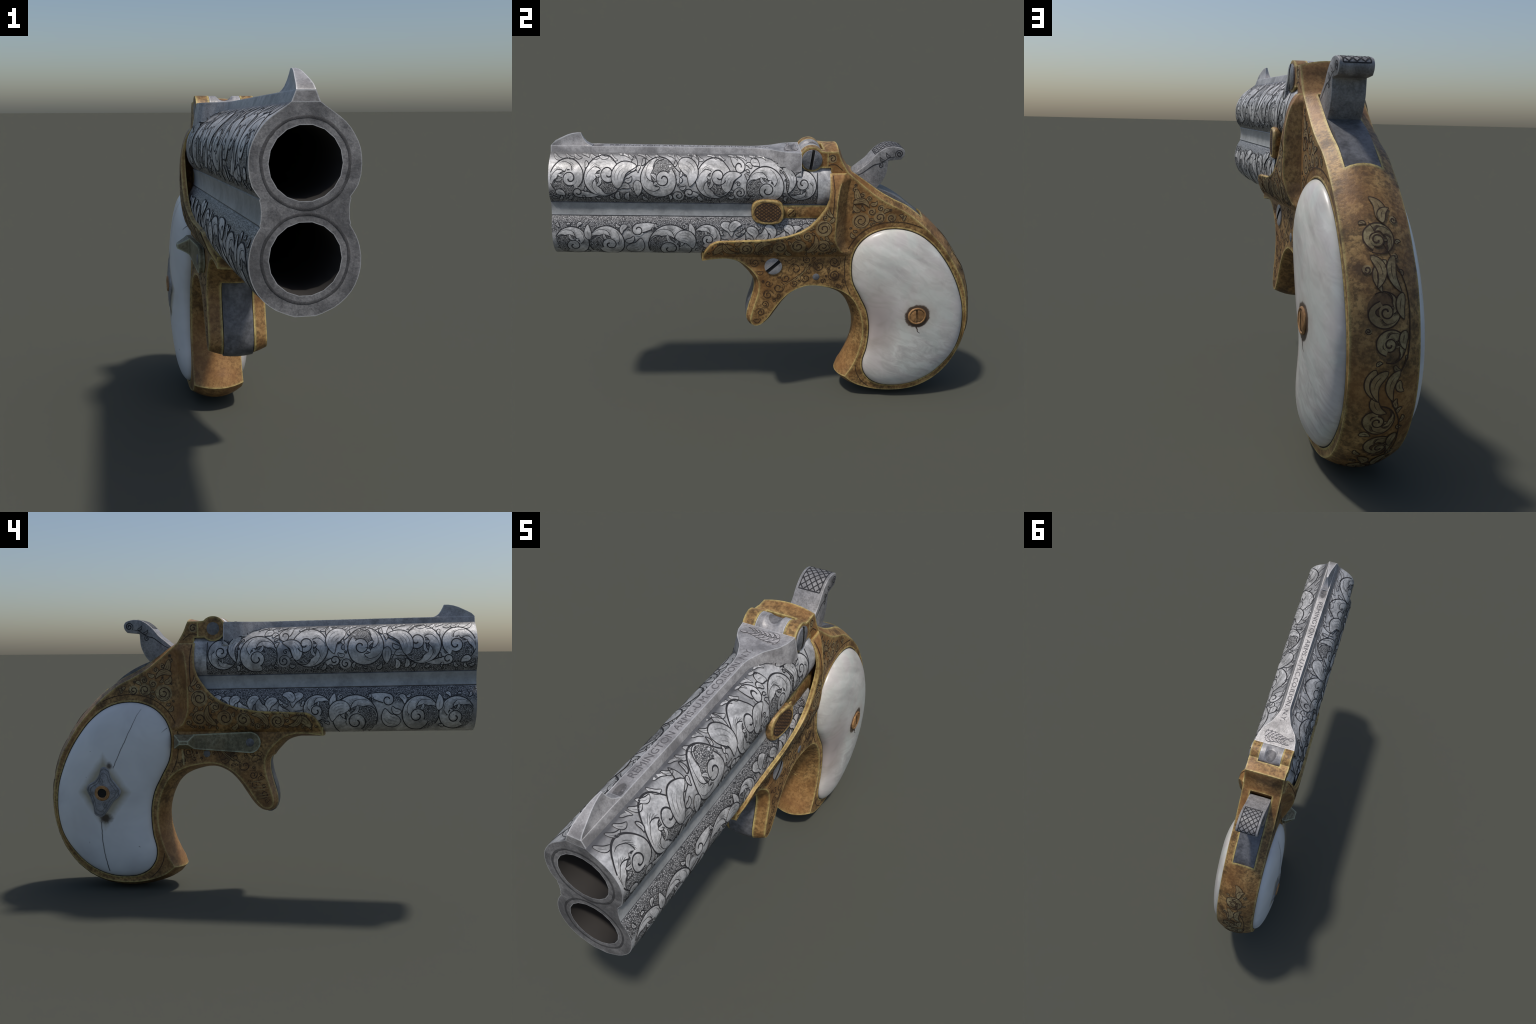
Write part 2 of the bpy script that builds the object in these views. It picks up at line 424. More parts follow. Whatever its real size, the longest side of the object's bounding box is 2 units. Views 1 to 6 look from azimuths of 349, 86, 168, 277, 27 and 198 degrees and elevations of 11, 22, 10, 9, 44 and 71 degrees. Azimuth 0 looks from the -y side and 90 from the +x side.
# ------------------------------------------------------------------ barrels
HALF = [(.033, 1.2567), (.104, 1.199), (.127, 1.1535), (.1305, 1.118), (.1225, 1.072), (.1045, 1.046), (.1062, 1.0425), (.1035, 1.030), (.1025, 1.015), (.1035, .995), (.1062, .985), (.1045, .9815), (.119, .957), (.128, .932),
        (.1318, .888), (.1105, .8275), (.069, .79), (.0245, .7725)]
def rounded_half():
    """bores get twice as many flats; the web between them keeps its crisp corners"""
    up = catmull(P(*[(x, z, 'K') if i in (0, 5) else (x, z) for i, (x, z) in enumerate(HALF[:6])]), False, .016)
    lo = catmull(P(*[(x, z, 'K') if i == 0 else (x, z) for i, (x, z) in enumerate(HALF[11:])]), False, .016)
    return [tuple(p[:2]) for p in up] + HALF[6:11] + [tuple(p[:2]) for p in lo]
HALF = rounded_half()
BX = -0.0005
Y0, Y1 = -1.0, 0.258
BORES, RB = ((0, 1.122), (0, .906)), 0.0853
def tilt(x, y, z):
    """the barrel group points up a little"""
    return (x, y + TILT * (z - .7716), z - TILT * (y + 1))
def barrels():
    ring = HALF + [(-x, z) for x, z in HALF[::-1]]
    n = len(ring)
    bm = bmesh.new()
    fv = [bm.verts.new((BX + x, Y0, z)) for x, z in ring]
    rv = [bm.verts.new((BX + x, Y1, z)) for x, z in ring]
    for i in range(n):
        bm.faces.new((fv[i], fv[(i + 1) % n], rv[(i + 1) % n], rv[i]))
    bm.faces.new(rv)
    edges = [bm.edges.get((fv[i], fv[(i + 1) % n])) for i in range(n)]
    for cx, cz in BORES:
        a = [bm.verts.new((BX + cx + RB * math.cos(i * math.pi / 9), Y0, cz + RB * math.sin(i * math.pi / 9))) for i in range(18)]
        b = [bm.verts.new((BX + cx + RB * math.cos(i * math.pi / 9), Y0 + 1.0, cz + RB * math.sin(i * math.pi / 9))) for i in range(18)]
        for i in range(18):
            f = bm.faces.new((a[i], a[(i + 1) % 18], b[(i + 1) % 18], b[i])); f.material_index = 2
            edges.append(bm.edges.get((a[i], a[(i + 1) % 18])))
        f = bm.faces.new(b); f.material_index = 2
    res = bmesh.ops.triangle_fill(bm, edges=edges, use_beauty=True)
    for g in res["geom"]:
        if isinstance(g, bmesh.types.BMFace):
            g.material_index = 1
    bmesh.ops.recalc_face_normals(bm, faces=bm.faces)
    for v in bm.verts:
        v.co = tilt(*v.co)
    me = bpy.data.meshes.new("barrel")
    bm.to_mesh(me); bm.free()
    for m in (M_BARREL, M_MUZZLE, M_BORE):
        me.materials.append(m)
    finish(me, 36)
    ob = bpy.data.objects.new("barrel", me); COL.objects.link(ob); ob.parent = root
    return ob
barrel = barrels()

# ------------------------------------------------------------------ sighting rib with flared rear, and front sight
RW = [(-1, .0228), (-.7, .0228), (-.12, .0185), (-.095, .0185), (-.06, .0255), (-.004, .047), (.02, .065), (.043, .083), (.08, .098), (.128, .105)]
RZ = [(-1, 1.2826), (-.81, 1.2798), (-.4, 1.2735), (-.1, 1.269), (.128, 1.266)]
def rib():
    ys = [-.9910] + list(np.linspace(-.98, -.12, 60)) + list(np.linspace(-.1, .128, 26))
    verts, faces = [], []
    for y in ys:
        w, z = interp(RW, y), interp(RZ, y)
        dip = .010 * math.exp(-((y + .795) / .022) ** 2)
        f = max(0, min(1, (y + .02) / .12))
        row = [(w + .015 + .004 * f, z - .050 - .055 * f), (w + .0105 - .0035 * f, z - .026 - .014 * f), (w, z), (w * .55, z - dip * .6), (0, z - dip)]
        row = row + [(-a, b) for a, b in row[-2::-1]]
        verts += [(BX + a, y, b) for a, b in row]
    m = 9
    for i in range(len(ys) - 1):
        for j in range(m - 1):
            faces.append((i * m + j, i * m + j + 1, (i + 1) * m + j + 1, (i + 1) * m + j))
    faces.append(tuple(range(m))); faces.append(tuple(range((len(ys) - 1) * m, len(ys) * m)))
    return new_obj("barrel_rib", verts, faces, M_SILVER, barrel, 25)
rib_ob = rib()

def sight():
    st = [(-.9906, 1.2828, .0226), (-.978, 1.2955, .0205), (-.957, 1.3065, .0175), (-.921, 1.3235, .0115), (-.898, 1.331, .0078), (-.876, 1.3345, .005), (-.858, 1.3345, .0032), (-.853, 1.322, .0055), (-.846, 1.308, .0085), (-.836, 1.294, .0125), (-.824, 1.2855, .0165), (-.810, 1.2795, .020)]
    verts, faces = [], []
    for y, z, w in st:
        zb = interp(RZ, y) - .004
        h = max(z - zb, .001)
        row = [(.0230, zb), (w + (.0230 - w) * .42, zb + h * .35), (w + (.0230 - w) * .12, zb + h * .7), (w, z)]
        row = row + [(-a, b) for a, b in row[::-1]]
        verts += [(BX + a, y, b) for a, b in row]
    m = 8
    for i in range(len(st) - 1):
        for j in range(m - 1):
            faces.append((i * m + j, i * m + j + 1, (i + 1) * m + j + 1, (i + 1) * m + j))
    faces.append(tuple(range(m))); faces.append(tuple(range((len(st) - 1) * m, len(st) * m)))
    return new_obj("front_sight", verts, faces, M_SILVER, barrel, 28)
sight()

# ------------------------------------------------------------------ hinge
HY, HZ, HR = .176, 1.237, .056
def hinge_ear(x0, x1):
    e = [(.25, 1.1975), (.222, 1.1975)] + arc(HY, HZ, HR, -44, -320, 26) + [(.25, 1.2695)]
    return prism_x("hinge_ear", e, x0, x1, M_BRASS, root, angle=30)
hinge_ear(.057, .1055); hinge_ear(-.1065, -.058)
def knuckle():
    xs = np.linspace(-.0565, .0555, 29)
    verts, faces = [], []
    for x in xs:
        for i in range(36):
            a = 2 * math.pi * i / 36
            up = max(0, math.sin(a))
            g = .019 * max(0, 1 - (x / .031) ** 2) * up ** 3
            r = HR - .0005 - g
            verts.append((x, HY + r * math.cos(a), HZ + r * math.sin(a)))
    for j in range(len(xs) - 1):
        for i in range(36):
            a, b = j * 36 + i, j * 36 + (i + 1) % 36
            faces.append((a, b, b + 36, a + 36))
    faces.append(tuple(range(36))); faces.append(tuple(range((len(xs) - 1) * 36, len(xs) * 36)))
    return new_obj("hinge_knuckle", verts, faces, M_SILVER, barrel, 30)
knuckle()

# ------------------------------------------------------------------ screws and pins
def screw(name, pos, r, sgn, h, slot_deg, slot_w, mat, parent, dome=0.0, axis='x'):
    """slotted round head facing +/-x (or -y); slot floor is dark"""
    verts, faces, ids = [], [], []
    N = 32
    ca, sa = math.cos(math.radians(slot_deg)), math.sin(math.radians(slot_deg))
    def put(u, v, d):
        a, b = u * ca - v * sa, u * sa + v * ca
        verts.append((d, a, b)); return len(verts) - 1
    lo = h * .45
    base = [put(r * math.cos(2 * math.pi * i / N), r * math.sin(2 * math.pi * i / N), lo) for i in range(N)]
    back = [put(r * math.cos(2 * math.pi * i / N), r * math.sin(2 * math.pi * i / N), -h * 2) for i in range(N)]
    faces.append(tuple(base)); ids.append(1)
    for i in range(N):
        faces.append((base[i], base[(i + 1) % N], back[(i + 1) % N], back[i])); ids.append(0)
    t = math.asin(slot_w / 2 / r)
    for side in (0, math.pi):
        angs = np.linspace(side + t, side + math.pi - t, 17)
        def dz(u, v): return h + dome * (1 - (u * u + v * v) / r / r)
        rim0 = [put(r * math.cos(a), r * math.sin(a), lo) for a in angs]
        rim1 = [put(r * math.cos(a), r * math.sin(a), h * .8) for a in angs]
        rim2 = [put(r * .94 * math.cos(a), max(r * .94 * abs(math.sin(a)), slot_w / 2) * (1 if side == 0 else -1), h) for a in angs]
        mid = [put(r * .5 * math.cos(a), max(r * .5 * abs(math.sin(a)), slot_w / 2) * (1 if side == 0 else -1), dz(r * .5, 0)) for a in angs]
        cen = put(0, slot_w / 2 * (1 if side == 0 else -1), h + dome)
        for A, B in ((rim0, rim1), (rim1, rim2), (rim2, mid)):
            for i in range(16):
                faces.append((A[i], A[i + 1], B[i + 1], B[i])); ids.append(0)
        for i in range(16):
            faces.append((mid[i], mid[i + 1], cen)); ids.append(0)
        c0 = put(0, slot_w / 2 * (1 if side == 0 else -1), lo)
        faces.append((rim0[0], rim1[0], rim2[0], mid[0], cen, c0)); ids.append(1)
        faces.append((rim0[-1], rim1[-1], rim2[-1], mid[-1], cen, c0)); ids.append(1)
    me = new_obj(name, verts, faces, [mat, M_CHECK if mat in (M_GILT, M_BRASS) else M_BLACK], parent, 35, recalc=False, mat_ids=ids)
    bm = bmesh.new(); bm.from_mesh(me.data); bmesh.ops.recalc_face_normals(bm, faces=bm.faces); bm.to_mesh(me.data); bm.free()
    if axis == 'x':
        me.data.transform(Matrix.Diagonal((sgn, 1, 1, 1)))
        if sgn < 0: me.data.flip_normals()
    else:
        me.data.transform(axis)
    me.data.transform(Matrix.Translation(pos))
    return me

def pin(name, pos, r, sgn, h, mat, parent, dome=.002):
    verts, faces = [], []
    prof = [(r, -h * 3), (r, h * .6), (r * .92, h), (r * .5, h + dome * .75), (0.0005, h + dome)]
    N = 28
    for rr, d in prof:
        verts += [(sgn * d, rr * math.cos(2 * math.pi * i / N), rr * math.sin(2 * math.pi * i / N)) for i in range(N)]
    for j in range(len(prof) - 1):
        for i in range(N):
            a, b = j * N + i, j * N + (i + 1) % N
            faces.append((a, b, b + N, a + N))
    faces.append(tuple(range((len(prof) - 1) * N, len(prof) * N)))
    ob = new_obj(name, verts, faces, mat, parent, 35)
    ob.data.transform(Matrix.Translation(pos))
    return ob

screw("hinge_screw", (.1055, HY - .001, HZ - .001), .0455, 1, .007, 82, .014, M_BLUED, root, .004)
pin("hinge_pin", (-.1065, HY, HZ), .029, -1, .0012, M_DARKSTEEL, root, .001)
screw("frame_screw", (W, .0085, .7205), .041, 1, .005, 42, .017, M_SCREW, root, .002)
pin("frame_pin", (W, .2135, .6640), .0165, 1, .0012, M_DARKSTEEL, root, .002)
pin("frame_pin", (-W, .2135, .6640), .0165, -1, .0012, M_DARKSTEEL, root, .002)

# ------------------------------------------------------------------ hammer, its dark body in the slot, trigger
HAM = P((.376, 1.155, 'K'), (.410, 1.183), (.444, 1.211), (.462, 1.233), (.480, 1.252), (.503, 1.2695), (.530, 1.281), (.558, 1.2825), (.580, 1.279), (.598, 1.272), (.607, 1.256), (.602, 1.236), (.590, 1.2225, 'K'),
    (.560, 1.2195), (.532, 1.2175, 'K'), (.5305, 1.19), (.528, 1.165), (.520, 1.140), (.505, 1.112), (.485, 1.088, 'K'), (.45, 1.04, 'K'), (.37, 1.04, 'K'))
ham = catmull(HAM, True, .008)
hammer = prism_x("hammer", ham, -.0575, .0575, M_HAMMER, root, angle=40, bevel=.004)
FIL = P((.372, 1.128, 'K'), (.43, 1.112), (.49, 1.088), (.543, 1.0655), (.608, 1.0275), (.655, .990), (.7055, .9515, 'K'), (.7055, .90, 'K'), (.372, 1.02, 'K'))
prism_x("hammer_body", catmull(FIL, True, .012), -.0565, .0565, M_DARKSTEEL, root, angle=40)
TRG = P((-.078, .656, 'K'), (-.081, .606), (-.091, .557), (-.106, .512), (-.1145, .462), (-.112, .424), (-.100, .398), (-.085, .388, 'K'), (-.068, .388, 'K'), (-.046, .57, 'K'), (-.046, .656, 'K'))
tr = catmull(TRG, True, .012)
prism_x("trigger", tr, -.0525, .0525, M_DARKSTEEL, root, crown=np.full(len(tr), .005), stations=5, angle=40)

# ------------------------------------------------------------------ grip panels
PANEL = P((.575, .902), (.522, .897), (.457, .870), (.410, .822), (.386, .760), (.384, .700), (.393, .638), (.432, .557), (.467, .485), (.484, .410), (.486, .345), (.479, .270), (.464, .200), (.469, .155), (.500, .105), (.545, .078), (.619, .066),
    (.706, .076), (.795, .118), (.866, .185), (.920, .270), (.940, .350), (.943, .430), (.934, .507), (.912, .580), (.880, .655), (.830, .738), (.760, .822), (.700, .868), (.640, .893))
pan = catmull(PANEL, True, .010)[:, :2]
PC = np.array((.690, .465))
PX0, PH, PP = .1025, .0705, .47
def cushion():
    """height field of a taut membrane blown up over the kidney outline (zero on the rim, one at the crown)"""
    h = .007
    y0, z0 = pan.min(0) - h; ny, nz = (np.ceil((pan.max(0) + h - (y0, z0)) / h)).astype(int) + 1
    Y, Z = np.meshgrid(y0 + h * np.arange(ny), z0 + h * np.arange(nz), indexing='ij')
    a, b = pan, np.roll(pan, -1, 0)
    m = np.zeros(Y.shape, bool)
    for (ya, za), (yb, zb) in zip(a, b):
        c = (za > Z) != (zb > Z)
        m ^= c & (Y < (yb - ya) * (Z - za) / (zb - za + 1e-12) + ya)
    f = np.zeros(Y.shape)
    for it in range(9000):
        g = (np.roll(f, 1, 0) + np.roll(f, -1, 0) + np.roll(f, 1, 1) + np.roll(f, -1, 1) + h * h) / 4
        f = np.where(m, g, 0)
    f /= f.max()
    def at(q):
        u, v = (q[0] - y0) / h, (q[1] - z0) / h
        i, j = int(u), int(v); u -= i; v -= j
        return (f[i, j] * (1 - u) + f[i + 1, j] * u) * (1 - v) + (f[i, j + 1] * (1 - u) + f[i + 1, j + 1] * u) * v
    return at
membrane = cushion()
def height(q):
    """both ends of the panel are fuller than its waist"""
    f = max(0.0, membrane(q)) ** PP
    bump = lambda y, z, r: math.exp(-((q[0] - y) ** 2 + (q[1] - z) ** 2) / r ** 2)
    return f * (1 + .14 * bump(.50, .77, .12) + .14 * bump(.55, .14, .10) - .16 * bump(.55, .38, .10))
def panel_grid(sgn, rings=30):
    n = len(pan)
    ts = [math.sin(k / rings * math.pi / 2) for k in range(rings + 1)]
    verts, faces = [(sgn * (PX0 + PH * height(PC)), PC[0], PC[1])], []
    t0 = .93               # outside this ring the rim rolls down smoothly to the frame
    for k in range(1, rings + 1):
        for p in pan:
            q = PC + (p - PC) * ts[k]
            h = height(q) if ts[k] < t0 else height(PC + (p - PC) * t0) * max(0, (1 - ts[k]) / (1 - t0)) ** PP
            verts.append((sgn * (PX0 + PH * h), q[0], q[1]))
    for i in range(n):
        faces.append((0, 1 + i, 1 + (i + 1) % n))
    for k in range(rings - 1):
        for i in range(n):
            a, b = 1 + k * n + i, 1 + k * n + (i + 1) % n
            faces.append((a, a + n, b + n, b))
    return verts, faces
panels = []
for sgn, mat in ((1, M_PEARL), (-1, M_IVORY)):
    v, f = panel_grid(sgn)
    panels.append(new_obj("grip_panel", v, f, mat, root, None))
def panel_seam(sgn):
    """dark joint round the panel"""
    c = pan.mean(0); nor = normals2d(pan); n = len(pan)
    verts, faces = [], []
    for off, x in ((-.004, W + .0002), (-.004, W + .0012), (.0035, W + .0012), (.0035, W - .002)):
        verts += [(sgn * x, *(p + nn * off)) for p, nn in zip(pan, nor)]
    for k in range(3):
        for i in range(n):
            a, b = k * n + i, k * n + (i + 1) % n
            faces.append((a, b, b + n, a + n))
    return new_obj("panel_joint", verts, faces, M_BLACK, panels[0 if sgn > 0 else 1], 60)
panel_seam(1); panel_seam(-1)

GX = abs(panels[0].data.vertices[0].co.x)
def washer(name, pos, r, r_in, sgn, h, mat, parent, floor=None):
    prof = [(r, -.012), (r, h * .5), (r * .93, h), ((r + r_in) / 2, h * 1.12), (r_in * 1.08, h), (r_in, h * .5), (r_in, .0015), (.0003, .0015)]
    N = 32; verts, faces, ids = [], [], []
    for rr, d in prof:
        verts += [(sgn * d, rr * math.cos(2 * math.pi * i / N), rr * math.sin(2 * math.pi * i / N)) for i in range(N)]
    for j in range(len(prof) - 1):
        for i in range(N):
            a, b = j * N + i, j * N + (i + 1) % N
            faces.append((a, b, b + N, a + N)); ids.append(1 if j >= 5 else 0)
    ob = new_obj(name, verts, faces, [mat, floor or M_BLACK], parent, 40, mat_ids=ids)
    ob.data.transform(Matrix.Translation(pos))
    return ob
washer("screw_ring", (GX, .700, .483), .044, .034, 1, .006, M_GILT, panels[0])
screw("grip_screw", (GX, .700, .483), .033, 1, .005, 82 + 16, .011, M_GILT, panels[0], .001)

# left side: engraved diamond plate and its ring
ESC = P((.690, .611), (.668, .600), (.655, .560), (.628, .520), (.611, .492), (.618, .470), (.650, .440), (.680, .395), (.712, .366), (.738, .375), (.748, .420), (.762, .465), (.776, .505), (.768, .520), (.735, .540), (.712, .575), (.704, .602))
esc = catmull(ESC, True, .008)[:, :2]
def escutcheon():
    c = np.array((.700, .483)); n = len(esc)
    verts, faces = [], []
    lev = [(1.0, -.02), (1.0, .001), (.95, .0035), (.86, .003), (.82, .0042), (.5, .005), (.02, .005)]
    for t, h in lev:
        for p in esc:
            q = c + (p - c) * t
            r = np.linalg.norm(q - c)
            verts.append((-(GX + h - .28 * r * r), q[0], q[1]))
    for k in range(len(lev) - 1):
        for i in range(n):
            a, b = k * n + i, k * n + (i + 1) % n
            faces.append((a, b, b + n, a + n))
    return new_obj("escutcheon", verts, faces, M_PLAQUE, panels[1], 30)
escutcheon()
washer("screw_ring", (-(GX + .004), .700, .483), .036, .021, -1, .006, M_GILT, panels[1])

# ------------------------------------------------------------------ latch lever on the right side
bar = prism_x("latch_bar", [(.02, .9615), (.262, .9595), (.262, 1.0225), (.02, 1.0235)], .098, .1105, M_BRASS, root, bevel=.002)
screw("latch_screw", (.1105, .087, .989), .0185, 1, .005, 42, .007, M_BRASS, bar, .001)
def thumb_piece():
    c = np.array((-.022, .998)); out = []
    for i in range(48):
        a = 2 * math.pi * i / 48
        ca, sa = math.cos(a), math.sin(a)
        e = 2 / 2.9
        out.append(c + np.array((.0745 * math.copysign(abs(ca) ** e, ca), .0600 * math.copysign(abs(sa) ** e, sa))))
    out = np.array(out); verts, faces = [], []
    lev = [(.86, .096), (.96, .102), (1.0, .108), (1.0, .119), (.94, .1265), (.86, .128), (.80, .1268), (.5, .1268), (.01, .1268)]
    for t, x in lev:
        verts += [(x + .12 * (q[0] + .095) * (1 if x > .1 else 0), *q) for q in (c + (p - c) * t for p in out)]
    for k in range(len(lev) - 1):
        for i in range(48):
            a, b = k * 48 + i, k * 48 + (i + 1) % 48
            faces.append((a, b, b + 48, a + 48))
    faces.append(tuple(range(48)))
    return new_obj("thumb_piece", verts, faces, M_BRASS, bar, 30)
thumb = thumb_piece()

# ------------------------------------------------------------------ half round lever on the left side
lev = [(.275, .6885)] + [(y, z) for y, z in arc(.008, .7205, .0485, -92, -268, 14)] + [(.275, .7555)]
lever = prism_x("side_lever", lev, -.1255, -.1065, M_LEVER, root)
pin("lever_pin", (-.1255, .008, .7205), .019, -1, .0015, M_DARKSTEEL, lever, .003)
def lever_knob():
    lv = [(-.1065, .268, .363, .6885, .7535), (-.1265, .268, .363, .6895, .7525), (-.140, .276, .352, .698, .744), (-.1705, .288, .330, .7125, .7285)]
    verts, faces = [], []
    for x, y0, y1, z0, z1 in lv:
        verts += [(x, y0, z0), (x, y1, z0), (x, y1, z1), (x, y0, z1)]
    for k in range(3):
        for i in range(4):
            a, b = k * 4 + i, k * 4 + (i + 1) % 4
            faces.append((a, b, b + 4, a + 4))
    faces.append((0, 1, 2, 3)); faces.append((12, 13, 14, 15))
    ob = new_obj("lever_knob", verts, faces, M_LEVER, lever, 20)
lever_knob()

# screws on the front strap
for y, z, deg in ((.4135, .286, 14), (.4205, .391, 4)):
    rot = Matrix.Rotation(math.radians(180), 4, 'Z') @ Matrix.Rotation(math.radians(90), 4, 'Z')
    s = screw("strap_screw", (0, 0, 0), .0185, 1, .002, 20, .007, M_BRASS, root, .0005, axis=Matrix.Rotation(math.radians(-90), 4, 'Z'))
    s.data.transform(Matrix.Rotation(math.radians(deg), 4, 'X'))
    s.data.transform(Matrix.Translation((0, y + .002, z)))

# ------------------------------------------------------------------ engraving: scrolls, leaves and lines laid on the surfaces
bpy.context.view_layer.update()
def bvh(ob):
    return BVHTree.FromPolygons([v.co.copy() for v in ob.data.vertices], [tuple(p.vertices) for p in ob.data.polygons])

class Engraver:
    """collects relief plates, punched patches and cut lines given in a surface's own (u, v) and wraps them on it"""
    LIFT = {"patch": .0003, "plate": .0006, "shade": .0008, "line": .0010, "glint": .0012}
    STEP = .00045
    def __init__(self, surf):
        self.surf = surf
        self.v = {k: [] for k in self.LIFT}; self.f = {k: [] for k in self.LIFT}
        self.n = 0; self.cyc = 0
        self.taken = []            # circles already filled with ornament: (u, v, r)
    def put(self, layer, u, v, lvl):
        r = self.surf(u, v)
        if r is None: return None
        p, n = r
        self.v[layer].append(tuple(p + n * (self.LIFT[layer] + self.STEP * lvl + 1.5e-6 * self.n))); return len(self.v[layer]) - 1
    def grid(self, layer, rows, lvl=0):
        self.n += 1
        ids = [[self.put(layer, *q, lvl) for q in row] for row in rows]
        for a, b in zip(ids, ids[1:]):
            for i in range(len(a) - 1):
                q = (a[i], a[i + 1], b[i + 1], b[i])
                if None not in q: self.f[layer].append(q)
    def stroke(self, pts, w0, w1=None, w2=None, layer="line", lvl=0):
        """tapered cut: width w0 at the start, w1 in the middle, w2 at the end"""
        pts = resample(np.asarray(pts), .004)
        if len(pts) < 2: return
        w1 = w0 if w1 is None else w1; w2 = w0 if w2 is None else w2
        d = np.gradient(pts, axis=0); d /= np.linalg.norm(d, axis=1, keepdims=True) + 1e-9
        nn = np.stack([-d[:, 1], d[:, 0]], 1)
        t = np.linspace(0, 1, len(pts))
        w = np.where(t < .5, w0 + (w1 - w0) * t * 2, w1 + (w2 - w1) * (t * 2 - 1))[:, None] / 2
        self.grid(layer, [[a, b] for a, b in zip(pts - nn * w, pts + nn * w)], lvl)
    def area(self, outline, layer="plate", step=.005, lvl=0):
        c = np.asarray(outline); m = c.mean(0)
        R = np.max(np.linalg.norm(c - m, axis=1)); k = max(2, int(R / step))
        self.grid(layer, [[tuple(m + (p - m) * j / k) for p in list(c) + [c[0]]] for j in range(k + 1)], lvl)
    def sheet(self, A, B, layer="plate", lvl=0):
        """filled strip between two edge curves"""
        k = max(2, int(np.max(np.linalg.norm(A - B, axis=1)) / .006))
        self.grid(layer, [[tuple(a + (b - a) * j / k) for j in range(k + 1)] for a, b in zip(A, B)], lvl)
    @staticmethod
    def ring(c, r, n=28):
        return [np.array(c) + r * np.array((math.cos(a), math.sin(a))) for a in np.linspace(0, 2 * math.pi, n)[:-1]]
    # ---- motifs
    def acanthus(self, c, R, a0, hand, w=.0040, ball=(.10, .0), thick=.66, sweep=1.02, plate=True, lobes=3, tail=None, lvl=0):
        """big scroll: a band that swells, winds round and ends in a hooked ball; lobes inside, hatching on the band"""
        c = np.array(c); self.taken.append((*c, R * 1.02))
        if plate: self.area(self.ring(c, R * .98), "patch", lvl=lvl)
        t = np.linspace(0, 1, 64)
        th = math.radians(a0) + hand * 2 * math.pi * sweep * t
        dirs = np.stack([np.cos(th), np.sin(th)], 1)
        sm = lambda x: np.clip(x, 0, 1) ** 2 * (3 - 2 * np.clip(x, 0, 1))
        ro = R * (1 - .30 * sm((t - .72) / .28))
        ri = R * (1 - thick * sm(t / .38) * (1 - .15 * sm((t - .6) / .4))) - R * .14 * sm((t - .8) / .2)
        ri = ri + R * .085 * np.abs(np.sin(math.pi * 4.5 * t)) * sm(t / .2) * (1 - sm((t - .82) / .18))     # scalloped leaf edge
        bc = c + R * np.array(ball)
        O, I = c + dirs * ro[:, None], c + dirs * ri[:, None]
        O[-14:] += (bc - c) * np.linspace(0, 1, 14)[:, None]; I[-14:] += (bc - c) * np.linspace(0, 1, 14)[:, None]
        if plate: self.sheet(O, I, "plate", lvl)
        self.stroke(O, w, w * 1.1, w, lvl=lvl); self.stroke(I[6:], w * .4, w * .85, w, lvl=lvl)
        if tail is not None:
            e = O[0]; d = O[0] - O[1]; d /= np.linalg.norm(d)
            L = np.linalg.norm(np.array(tail) - e); s = np.linspace(1, 0, 16)[:, None]
            q = (1 - s) ** 2 * e + 2 * s * (1 - s) * (e + d * L * .5) + s ** 2 * np.array(tail)
            self.stroke(q, w * .4, w, w, lvl=lvl)
        # serrated crescents that follow the inner edge of the band
        for j in range(lobes):
            i = int(64 * (.30 + .20 * j)); k = min(63, i + 9)
            tang = hand * np.array((-dirs[k][1], dirs[k][0]))
            tip = I[k] - dirs[k] * R * .12 + tang * R * .10
            self.leaf(I[i] + dirs[i] * R * .05, tip, R * .17, .30 * hand, plate, w * .75, 1, lvl=lvl + 1, claim=False)
        # ball with its hook
        rb = R * .43
        if plate: self.area(self.ring(bc, rb), "plate", lvl=lvl + 2)
        hk = np.linspace(0, 1, 40); ha = th[-1] + hand * 2 * math.pi * 1.30 * hk
        hr = rb * (1 - .80 * hk ** 1.5)
        self.stroke(bc + np.stack([np.cos(ha), np.sin(ha)], 1) * hr[:, None], w, w, w * 1.5, lvl=lvl + 2)
        # veins sweep from the rim into the cusps of the leaf edge; short hatching beside them
        for q in (1, 2, 3):
            i1 = int(64 * q / 4.5); i0 = max(2, i1 - 15)
            k = np.linspace(0, 1, 14)
            ii = (i0 + (i1 - i0) * k).astype(int)
            vein = O[ii] + (I[ii] - O[ii]) * (.16 + .84 * k ** 1.7)[:, None]
            self.stroke(vein, w * .25, w * .55, w * .95, "line", lvl)
            for j in range(4):
                h0 = i1 - 8 + j; m = .30 + .13 * j
                seg = [O[n] + (I[n] - O[n]) * (m + .018 * (n - h0)) for n in range(max(0, h0), min(63, h0 + 6))]
                self.stroke(seg, w * .2, w * .6, w * .2, "shade", lvl)
    def spiral(self, c, R, a0, hand, turns=1.5, w=.0036, plate=False, lvl=0, lobes=True):
        """small scroll: one line winding in, a couple of commas outside"""
        c = np.array(c); self.taken.append((*c, R))
        if plate: self.area(self.ring(c, R * .92, 20), "plate", lvl=lvl)
        t = np.linspace(0, 1, 40); th = math.radians(a0) + hand * 2 * math.pi * turns * t
        r = R * .95 * (1 - .84 * t ** .9)
        self.stroke(c + np.stack([np.cos(th), np.sin(th)], 1) * r[:, None], w * .6, w, w * 1.3, lvl=lvl)
        if lobes:
            for q in (.8, 2.2, 3.6):
                a = math.radians(a0) + hand * q
                p = c + R * .60 * np.array((math.cos(a), math.sin(a)))
                d = np.array((-math.sin(a), math.cos(a))) * hand
                k = np.linspace(0, 1, 8)[:, None]
                arcp = p + d * k * R * .55 - np.array((math.cos(a), math.sin(a))) * (k ** 2) * R * .30
                self.stroke(arcp, w * .3, w * .9, w * .2, "shade", lvl)
